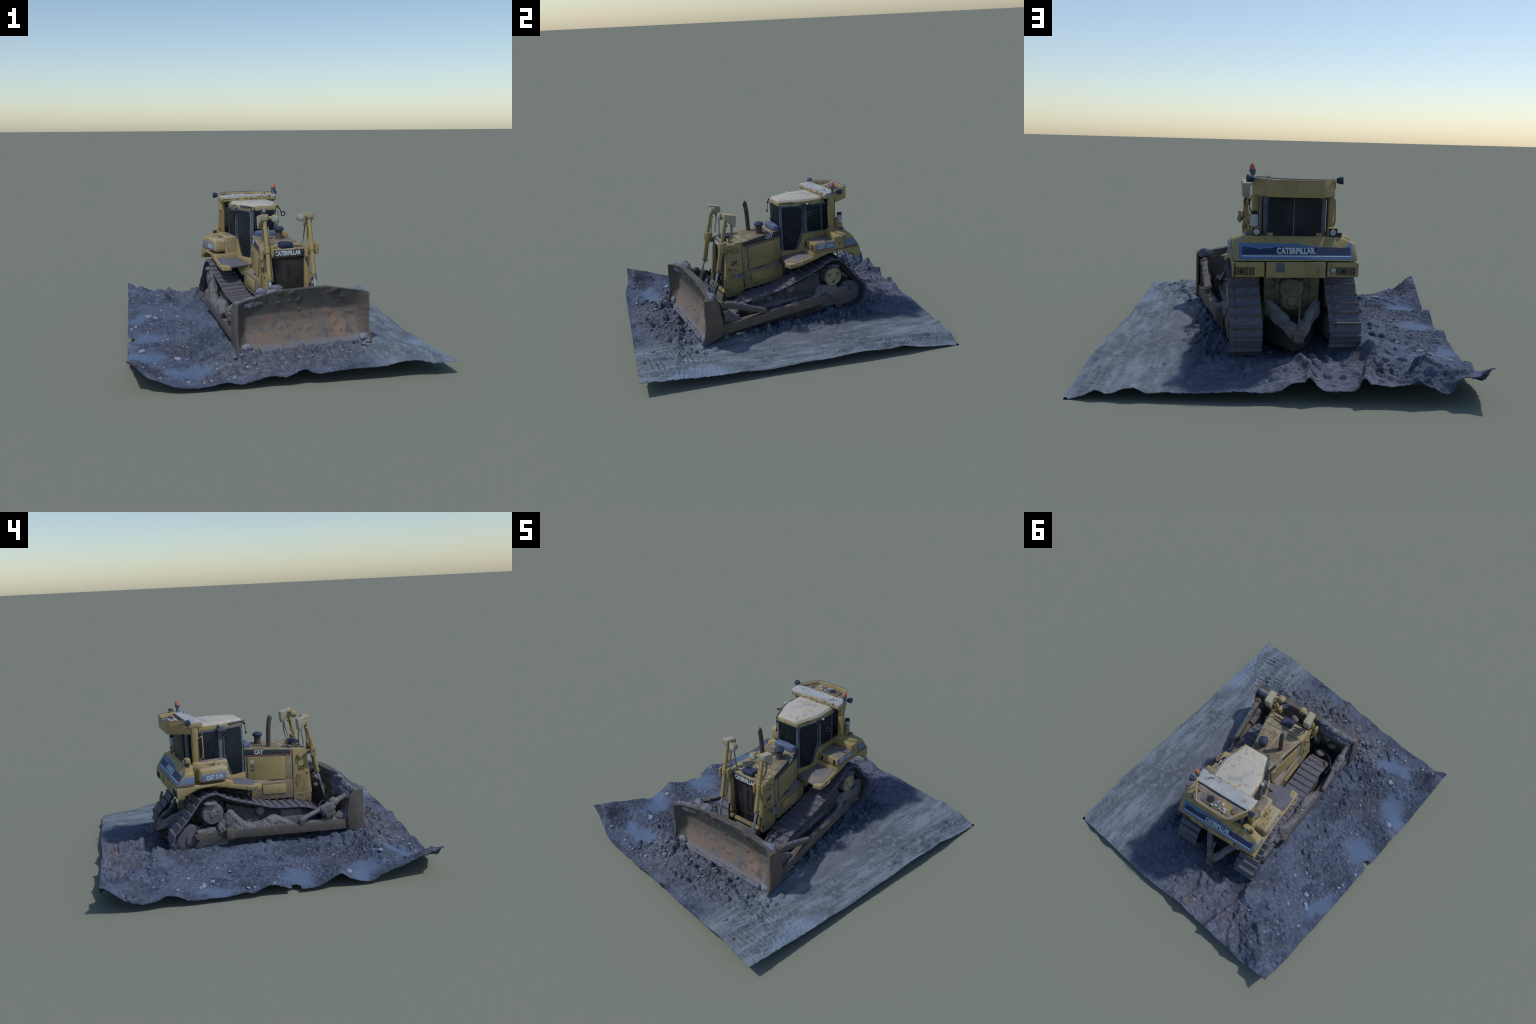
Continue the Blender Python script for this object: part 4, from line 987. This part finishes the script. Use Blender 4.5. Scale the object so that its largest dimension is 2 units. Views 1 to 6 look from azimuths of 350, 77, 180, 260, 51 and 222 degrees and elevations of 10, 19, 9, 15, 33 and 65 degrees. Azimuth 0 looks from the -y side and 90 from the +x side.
# thin-plate surface through the survey points (slightly relaxed)
A_ = np.zeros((N+3, N+3)); A_[:N, :N] = tps(D_)+np.eye(N)*3e-5
A_[:N, N] = 1; A_[:N, N+1:] = pts[:, :2]; A_[N, :N] = 1; A_[N+1:, :N] = pts[:, :2].T
sol = np.linalg.solve(A_, np.concatenate([pts[:, 2], [0, 0, 0]]))
NX, NY = 470, 530
U, V = np.meshgrid(np.linspace(0, 1, NX), np.linspace(0, 1, NY), indexing='ij')
GX = X_W+(X_E-X_W)*U
GY = y_front(GX)+(y_rear(GX)-y_front(GX))*V
GZ = sol[N]+sol[N+1]*GX+sol[N+2]*GY
for i in range(N):
    GZ += sol[i]*tps(np.hypot(GX-pts[i, 0], GY-pts[i, 1]))

def grid_noise(x, y, scale, seed):
    """gradient noise on a lattice, vectorised."""
    x = x*scale; y = y*scale
    xi = np.floor(x).astype(int); yi = np.floor(y).astype(int); fx = x-xi; fy = y-yi
    def g(ix, iy):
        h = (ix*374761393+iy*668265263+seed*974634777) & 0x7fffffff
        h = ((h ^ (h >> 13))*1274126177) & 0x7fffffff
        a = (h % 3600)/3600*2*pi
        return np.cos(a), np.sin(a)
    def dot(ix, iy, dx, dy): a, b = g(ix, iy); return a*dx+b*dy
    u = fx*fx*fx*(fx*(fx*6-15)+10); w = fy*fy*fy*(fy*(fy*6-15)+10)
    a = dot(xi, yi, fx, fy); b = dot(xi+1, yi, fx-1, fy); c = dot(xi, yi+1, fx, fy-1); d = dot(xi+1, yi+1, fx-1, fy-1)
    return (a*(1-u)+b*u)*(1-w)+(c*(1-u)+d*u)*w
def fbm(scale, seed, octaves=4, ridged=False):
    t = np.zeros_like(GX); a = 1
    for k in range(octaves):
        q = grid_noise(GX, GY, scale*2**k, seed+k)
        t += a*(.5-np.abs(q)*1.6 if ridged else q); a *= .5
    return t
def blobmask(cx, cy, rx, ry, rot=0, soft=.35):
    c, s = cos(radians(rot)), sin(radians(rot))
    dx, dy = GX-cx, GY-cy
    r = np.sqrt(((dx*c+dy*s)/rx)**2+((-dx*s+dy*c)/ry)**2)
    return 1-sstep((r-1+soft)/(2*soft))
# how rough the ground is, place by place
road = sstep((GX-.38-.10*grid_noise(GX, GY, 3, 2))/.14)*sstep((GY+.62)/.15)
PUDDLES = [(-.53, -.81, .09, .055, 20), (-.755, -.55, .085, .11, 30), (-.84, -.50, .06, .05, 0), (-.765, -.14, .095, .09, 15), (-.83, .33, .05, .13, -8), (-.64, -.84, .06, .03, -15)]
wet = np.zeros_like(GX)
for p in PUDDLES: wet = np.maximum(wet, blobmask(*p, soft=.4))
rub = np.clip(.46+.54*np.maximum.reduce([blobmask(.05, -.74, .55, .14, 8, .5), .35*blobmask(-.15, .80, .40, .22, -10, .5), .45*blobmask(-.62, .80, .25, .20, 0, .5), .2*blobmask(-.42, -.1, .14, .65, 10, .5), blobmask(-.2, -.6, .4, .2, 0, .5), blobmask(.42, .05, .13, .6, 10, .5)]), 0, 1)
rough = rub*(1-road*.66)*(1-wet*.95)
SMOOTH = GZ.copy()
GZ += rough*(.010*fbm(9, 11)+.0105*fbm(22, 21, 3, True)+.0055*fbm(55, 31, 3))
GZ += road*(.0030*fbm(8, 41)+.0018*fbm(40, 45, 3))
# wheel ruts and tyre lugs pressed into the road
lug = np.sin((GY*1.0+.5*np.abs(((GX*9) % 1)-.5))*2*pi/.036)
band = blobmask(.80, .55, .075, .46, 2, .3)+blobmask(.58, .78, .04, .25, 4, .3)*.5
lug = lug*(.6+.9*grid_noise(GX, GY, 22, 71))+.8*grid_noise(GX, GY, 45, 72)
GZ += .0042*band*lug-.004*blobmask(.70, .55, .022, .5, 3, .5)+.005*blobmask(.745, .80, .02, .25, 3, .6)
chev = np.sin((GX*.75+GY*.66+.30*np.abs(((GX*.66-GY*.75)*5.5) % 1-.5))*2*pi/.062)
chev = chev*np.clip(.55+1.6*grid_noise(GX, GY, 12, 73), 0, 1)+.9*grid_noise(GX, GY, 38, 74)
GZ += .0085*np.clip(chev, -.5, 1)*blobmask(.68, -.80, .20, .12, -30, .45)*(1+.5*grid_noise(GX, GY, 14, 77))
# scalloped pink lip beside the dozer lane
lip = .50+.11*sstep((-.05-GY)/.3)-.06*sstep((GY-.1)/.4)+.02*grid_noise(GX, GY, 11, 90)+.008*grid_noise(GX, GY, 34, 91)
GZ += .008*np.exp(-((GX-lip-.02)/.035)**2)*blobmask(.48, 0, .3, .42, 0, .3)*(GX > lip-.03)
# row of clods rolled up in front of the blade
# furrows and cracked ridges behind the machine, each a polyline with a crest height and a width
def along(line):
    d = np.full_like(GX, 9.0)
    for (x0, y0), (x1, y1) in zip(line[:-1], line[1:]):
        t = np.clip(((GX-x0)*(x1-x0)+(GY-y0)*(y1-y0))/((x1-x0)**2+(y1-y0)**2), 0, 1)
        d = np.minimum(d, np.hypot(GX-x0-t*(x1-x0), GY-y0-t*(y1-y0)))
    return d
wob = .012*grid_noise(GX, GY, 26, 61)+.008*grid_noise(GX, GY, 60, 62)
for line, h, w in [([(-.088, .72), (-.143, .802), (-.122, .909), (-.125, .97)], .030, .020), ([(-.377, .511), (-.390, .604), (-.41, .664), (-.39, .767), (-.37, .886), (-.350, .97)], .032, .022),
                   ([(-.403, .605), (-.433, .684), (-.458, .783), (-.504, .895), (-.57, .96)], .026, .020), ([(-.595, .672), (-.519, .749), (-.534, .839), (-.611, .929), (-.694, .971)], -.016, .026),
                   ([(-.60, .73), (-.635, .76), (-.70, .80)], .030, .022), ([(-.61, .84), (-.70, .86), (-.78, .92)], .020, .030),
                   ([(-.46, -.30), (-.45, -.41), (-.53, -.44), (-.60, -.42), (-.72, -.40), (-.86, -.36)], .010, .028), ([(-.32, -.71), (-.42, -.70), (-.52, -.72)], .014, .030),
                   ([(-.08, -.69), (.16, -.685), (.36, -.715), (.51, -.745)], .020, .022), ([(.05, -.64), (.22, -.655), (.38, -.685), (.50, -.71)], -.014, .016)]:
    GZ += h*np.exp(-((along(line)+wob)/w)**2)*(1+.8*grid_noise(GX, GY, 18, 63))
# pebbles and clods stamped as rounded bumps
def stamp(n, rmin, rmax, hmul, where, seed):
    g = np.random.default_rng(seed); done = 0; tries = 0
    dx = (X_E-X_W)/(NX-1); dy = 1.98/(NY-1)
    while done < n and tries < n*30:
        tries += 1
        x, y = g.uniform(X_W+.01, X_E-.01), g.uniform(-.985, .955)
        i = int((x-X_W)/dx); j = int((y-float(y_front(x)))/(float(y_rear(x)-y_front(x)))*(NY-1))
        if not (2 < i < NX-3 and 2 < j < NY-3) or g.random() > where[i, j]: continue
        r = rmin*(rmax/rmin)**(g.random()**1.6); a = g.uniform(0, pi); el = g.uniform(.65, 1); k = int(r/dx)+2
        i0, i1, j0, j1 = max(0, i-k), min(NX, i+k+1), max(0, j-k), min(NY, j+k+1)
        ddx = GX[i0:i1, j0:j1]-x; ddy = GY[i0:i1, j0:j1]-y
        q = np.sqrt(((ddx*cos(a)+ddy*sin(a))/r)**2+((-ddx*sin(a)+ddy*cos(a))/(r*el))**2)
        GZ[i0:i1, j0:j1] += r*hmul*np.sqrt(np.clip(1-q*q, 0, 1))
        done += 1
gravel = np.clip(blobmask(-.66, .05, .16, .30, 10, .6)+blobmask(-.70, .35, .16, .14, 0, .6)+.6*blobmask(-.60, -.60, .25, .30, 0, .6), 0, 1)
stamp(600, .009, .030, .80, np.clip(rub*1.6-.75, 0, 1)*(1-road)*(1-wet), 1)
stamp(900, .006, .013, .6, np.clip(.15+gravel, 0, 1)*(1-road*.8)*(1-wet), 2)
stamp(60, .010, .022, .8, blobmask(.33, -.70, .26, .022, 8, .5), 3)
# the detail must not lift the ground as a whole: take its local mean back out
def blur(a, k):
    for ax in (0, 1):
        p = np.pad(a, [(k, k) if i == ax else (0, 0) for i in (0, 1)], mode='edge')
        c = np.cumsum(p, axis=ax); z = np.zeros_like(np.take(c, [0], axis=ax)); c = np.concatenate([z, c], axis=ax)
        n = a.shape[ax]
        a = (np.take(c, range(2*k+1, 2*k+1+n), axis=ax)-np.take(c, range(0, n), axis=ax))/(2*k+1)
    return a
detail = GZ-SMOOTH
GZ -= blur(blur(detail, 9), 9)*.9
GZ = GZ*(1-wet*.55)+wet*.55*np.minimum(GZ, .047)
GZ = np.maximum(GZ, .0035)
# ragged outline, small bite out of the western edge
edge_w = np.exp(-U*60); edge_e = np.exp(-(1-U)*60); edge_f = np.exp(-V*60); edge_r = np.exp(-(1-V)*60)
jx = .0018*np.sin(GY*2*pi/.019)*(.5+grid_noise(GX, GY, 9, 5))+.003*grid_noise(GX, GY, 42, 55); jy = .004*grid_noise(GX, GY, 30, 6)
GX2 = GX+(edge_w+edge_e)*jx; GY2 = GY+(edge_f+edge_r)*jy
GZ -= GZ.min()-.0005*0
THICK = .003
bite = np.hypot((GX+.885)/.045, (GY+.105)/.030)+.5*grid_noise(GX, GY, 40, 8)
idx = -np.ones((NX, NY), int)
verts = np.stack([GX2, GY2, GZ], -1).reshape(-1, 3)
low = verts.copy(); low[:, 2] = np.maximum(low[:, 2]-THICK, 0)
I = np.arange(NX*NY).reshape(NX, NY)
quad = np.stack([I[:-1, :-1], I[1:, :-1], I[1:, 1:], I[:-1, 1:]], -1)
keep = (bite[:-1, :-1] > 1)
top = quad[keep]
bot = top[:, ::-1]+NX*NY
# rim faces wherever a kept cell borders nothing
e = np.concatenate([top[:, [0, 1]], top[:, [1, 2]], top[:, [2, 3]], top[:, [3, 0]]])
key = e[:, 0].astype(np.int64)*NX*NY+e[:, 1]; rev = e[:, 1].astype(np.int64)*NX*NY+e[:, 0]
border = e[~np.isin(key, rev)]
rim = np.stack([border[:, 1], border[:, 0], border[:, 0]+NX*NY, border[:, 1]+NX*NY], -1)
faces = np.concatenate([top, bot, rim])
allv = np.concatenate([verts, low])
used = np.unique(faces); remap = -np.ones(len(allv), int); remap[used] = np.arange(len(used))
faces = remap[faces]; allv = allv[used]
gm = bpy.data.meshes.new('muddy_ground')
gm.vertices.add(len(allv)); gm.vertices.foreach_set('co', allv.astype(np.float32).ravel())
gm.loops.add(faces.size); gm.loops.foreach_set('vertex_index', faces.astype(np.int32).ravel())
gm.polygons.add(len(faces)); gm.polygons.foreach_set('loop_start', np.arange(0, faces.size, 4, dtype=np.int32))
gm.polygons.foreach_set('use_smooth', np.ones(len(faces), bool))
gm.update(calc_edges=True); gm.validate()
gm.set_sharp_from_angle(angle=radians(60))

def ground_material():
    m, nt, b = new_mat('mud_and_road')
    v = coords(nt)
    wn = nd(nt, 'ShaderNodeTexNoise'); wn.inputs['Scale'].default_value = 9; wn.inputs['Detail'].default_value = 4
    nt.links.new(v, wn.inputs['Vector'])
    sub = nd(nt, 'ShaderNodeVectorMath', operation='SUBTRACT'); nt.links.new(wn.outputs['Color'], sub.inputs[0]); sub.inputs[1].default_value = (.5, .5, .5)
    sc = nd(nt, 'ShaderNodeVectorMath', operation='SCALE'); nt.links.new(sub.outputs[0], sc.inputs[0]); sc.inputs['Scale'].default_value = .16
    ad = nd(nt, 'ShaderNodeVectorMath', operation='ADD'); nt.links.new(v, ad.inputs[0]); nt.links.new(sc.outputs[0], ad.inputs[1])
    warped = ad.outputs[0]
    def patch(cx, cy, rx, ry, rot=0, soft=.4):
        mp = nd(nt, 'ShaderNodeMapping', vector_type='TEXTURE')
        mp.inputs['Location'].default_value = (cx, cy, 0); mp.inputs['Rotation'].default_value = (0, 0, radians(rot)); mp.inputs['Scale'].default_value = (rx, ry, 1e3)
        nt.links.new(warped, mp.inputs['Vector'])
        ln = nd(nt, 'ShaderNodeVectorMath', operation='LENGTH'); nt.links.new(mp.outputs[0], ln.inputs[0])
        r = nd(nt, 'ShaderNodeMapRange', interpolation_type='SMOOTHSTEP')
        r.inputs['From Min'].default_value = 1+soft; r.inputs['From Max'].default_value = 1-soft
        nt.links.new(ln.outputs['Value'], r.inputs['Value']); return r.outputs['Result']
    # mud
    col = mix(nt, noise_fac(nt, v, 7, 6, .65, .40, .62), (.044, .056, .088), (.088, .110, .166))
    col = mix(nt, mul(nt, noise_fac(nt, v, 30, 5, .7, .50, .66), .7), col, (.130, .160, .235))
    col = mix(nt, mul(nt, noise_fac(nt, v, 14, 5, .7, .56, .68), .75), col, (.046, .048, .066))
    # rubble in front of the blade and behind: greyer
    f = patch(.05, -.76, .60, .20, 8); f2 = patch(-.10, .83, .45, .20, -8)
    col = mix(nt, mul(nt, f, .55), col, mix(nt, noise_fac(nt, v, 26, 6, .7, .42, .6), (.062, .064, .076), (.150, .165, .198)))
    col = mix(nt, mul(nt, f2, .5), col, mix(nt, noise_fac(nt, v, 22, 6, .7, .42, .6), (.095, .098, .132), (.18, .195, .265)))
    # compacted road on the east
    sep = nd(nt, 'ShaderNodeSeparateXYZ'); nt.links.new(warped, sep.inputs[0])
    r = nd(nt, 'ShaderNodeMapRange', interpolation_type='SMOOTHSTEP')
    r.inputs['From Min'].default_value = .36; r.inputs['From Max'].default_value = .50
    nt.links.new(sep.outputs['X'], r.inputs['Value'])
    mp = nd(nt, 'ShaderNodeMapping'); mp.inputs['Scale'].default_value = (1, .22, 1); nt.links.new(v, mp.inputs['Vector'])
    rc = mix(nt, noise_fac(nt, mp.outputs[0], 22, 6, .6, .40, .62), (.095, .118, .146), (.180, .216, .264))
    rc = mix(nt, mul(nt, noise_fac(nt, v, 60, 4, .7, .48, .62), .45), rc, (.195, .235, .295))
    rc = mix(nt, mul(nt, noise_fac(nt, mp.outputs[0], 7, 4, .6, .48, .66), .65), rc, (.098, .106, .118))
    rc = mix(nt, mul(nt, noise_fac(nt, v, 13, 5, .7, .54, .66), .35), rc, (.12, .135, .16))
    dark = mul(nt, noise_fac(nt, v, 24, 5, .75, .42, .52), 1.0)
    for p in ((.63, .33, .12, .20, -5), (.85, -.43, .07, .10, -25), (.74, -.22, .05, .09, -25)):
        rc = mix(nt, mul(nt, mul(nt, patch(*p), dark), .85), rc, (.085, .098, .115))
    rc = mix(nt, mul(nt, patch(.88, -.62, .09, .20, 8), .6), rc, (.20, .265, .37))
    rc = mix(nt, mul(nt, patch(.52, .0, .075, .34, 8), .7), rc, (.15, .152, .182))
    col = mix(nt, r.outputs['Result'], col, rc)
    # rusty clay along the cracks behind the machine
    cl = noise_fac(nt, v, 16, 5, .7, .46, .6)
    for p in ((-.40, .63, .05, .16, -25), (-.10, .78, .045, .16, -12), (-.13, .90, .05, .06, 0), (-.42, .83, .12, .04, 40)):
        col = mix(nt, mul(nt, mul(nt, patch(*p), cl), .8), col, (.118, .104, .108))
    for p in ((-.82, -.90, .12, .10, 40), (-.60, -.45, .10, .20, -30), (.05, -.80, .30, .07, 8)):
        col = mix(nt, mul(nt, mul(nt, patch(*p), cl), .75), col, (.080, .074, .086))
    # standing water, milky blue
    for p in PUDDLES:
        col = mix(nt, mul(nt, patch(*p, soft=.55), .85), col, (.100, .148, .245))
    # light gravel flecks
    vo = nd(nt, 'ShaderNodeTexVoronoi'); vo.inputs['Scale'].default_value = 85; nt.links.new(v, vo.inputs['Vector'])
    rr = nd(nt, 'ShaderNodeMapRange'); rr.inputs['From Min'].default_value = .30; rr.inputs['From Max'].default_value = .18
    nt.links.new(vo.outputs['Distance'], rr.inputs['Value'])
    wh = nd(nt, 'ShaderNodeSeparateColor'); nt.links.new(vo.outputs['Color'], wh.inputs[0])
    pick = nd(nt, 'ShaderNodeMath', operation='GREATER_THAN'); pick.inputs[1].default_value = .62; nt.links.new(wh.outputs[0], pick.inputs[0])
    fl = mul(nt, rr.outputs['Result'], pick.outputs[0])
    g = patch(-.66, .08, .20, .36, 10, .6)
    g2 = nd(nt, 'ShaderNodeMath', operation='ADD'); nt.links.new(g, g2.inputs[0]); g2.inputs[1].default_value = .25
    col = mix(nt, mul(nt, mul(nt, fl, g2.outputs[0]), .8), col, (.24, .28, .39))
    vo = nd(nt, 'ShaderNodeTexVoronoi'); vo.inputs['Scale'].default_value = 190; nt.links.new(v, vo.inputs['Vector'])
    rr = nd(nt, 'ShaderNodeMapRange'); rr.inputs['From Min'].default_value = .34; rr.inputs['From Max'].default_value = .16
    nt.links.new(vo.outputs['Distance'], rr.inputs['Value'])
    wh = nd(nt, 'ShaderNodeSeparateColor'); nt.links.new(vo.outputs['Color'], wh.inputs[0])
    pick = nd(nt, 'ShaderNodeMath', operation='GREATER_THAN'); pick.inputs[1].default_value = .70; nt.links.new(wh.outputs[1], pick.inputs[0])
    col = mix(nt, mul(nt, mul(nt, rr.outputs['Result'], pick.outputs[0]), .45), col, (.20, .245, .36))
    nt.links.new(col, b.inputs['Base Color'])
    b.inputs['Roughness'].default_value = .9; b.inputs['Specular IOR Level'].default_value = .2
    bump(nt, b, v, 130, .6, .005, 6)
    return m
GROUND = bpy.data.objects.new('muddy_ground', gm); COL.objects.link(GROUND)
GROUND['label'] = 'square patch of rutted mud, puddles and compacted road'
GROUND['category'] = 'muddy ground'
gm.materials.append(ground_material())

# ------------------------------------------------------------------ loose stones on the mud
def ground_z(x, y):
    i = int(round((x-X_W)/(X_E-X_W)*(NX-1))); yf_, yr_ = float(y_front(x)), float(y_rear(x))
    j = int(round((y-yf_)/(yr_-yf_)*(NY-1)))
    return float(GZ[min(max(i, 0), NX-1), min(max(j, 0), NY-1)])
stone_meshes = []
for k in range(6):
    me = blob_mesh(1, .75, .5, 90+k, .30, 2)
    for p in me.polygons: p.use_smooth = True
    me.set_sharp_from_angle(angle=radians(50)); me.materials.append(M['stone' if k < 3 else 'clod']); stone_meshes.append(me)
def stone(x, y, r, kind, rnd):
    o = bpy.data.objects.new('stone', stone_meshes[kind]); COL.objects.link(o); o.parent = GROUND
    o.location = (x, y, ground_z(x, y)+r*.12); o.scale = (r, r*rnd.uniform(.8, 1.1), r*rnd.uniform(.7, 1.1))
    o.rotation_euler = (rnd.uniform(-.3, .3), rnd.uniform(-.3, .3), rnd.uniform(0, 6.28))
rs = random.Random(21)
for x, y, r in [(-.693, .347, .024), (-.80, -.424, .024), (-.244, -.807, .022), (-.325, -.907, .015), (-.607, -.683, .022), (-.74, .40, .022), (-.76, .42, .014), (-.83, .16, .014), (-.60, .23, .014), (-.55, .30, .012), (-.80, .55, .014),
                (-.65, .48, .013), (-.72, -.93, .014), (-.45, -.93, .013), (-.40, -.75, .013), (-.57, -.92, .012), (-.86, .02, .014), (-.50, -.62, .012)]:
    stone(x, y, r, rs.randrange(3), rs)
n = 0
while n < 90:
    x, y = rs.uniform(-.86, .0), rs.uniform(-.97, .93)
    i = int((x-X_W)/(X_E-X_W)*(NX-1)); j = int((y+1)/1.97*(NY-1))
    if wet[i, min(j, NY-1)] > .3: continue
    c, s_ = cos(-YAW), sin(-YAW); xm = (x-.0247)*c-y*s_; ym = (x-.0247)*s_+y*c
    if -.43 < xm and -.68 < ym < .66: continue
    if x > -.45 and -.6 < y < .6: continue
    stone(x, y, rs.uniform(.005, .011), rs.choice([0, 1, 2, 3, 4, 5]), rs); n += 1
n = 0
while n < 34:
    x = rs.uniform(-.38, .55); y = -.745+.10*x+rs.gauss(0, .07)
    if y < -.98 or y > -.66+.16*x: continue
    stone(x, y, rs.uniform(.007, .018), rs.randrange(3, 6), rs); n += 1
bpy.context.view_layer.update()
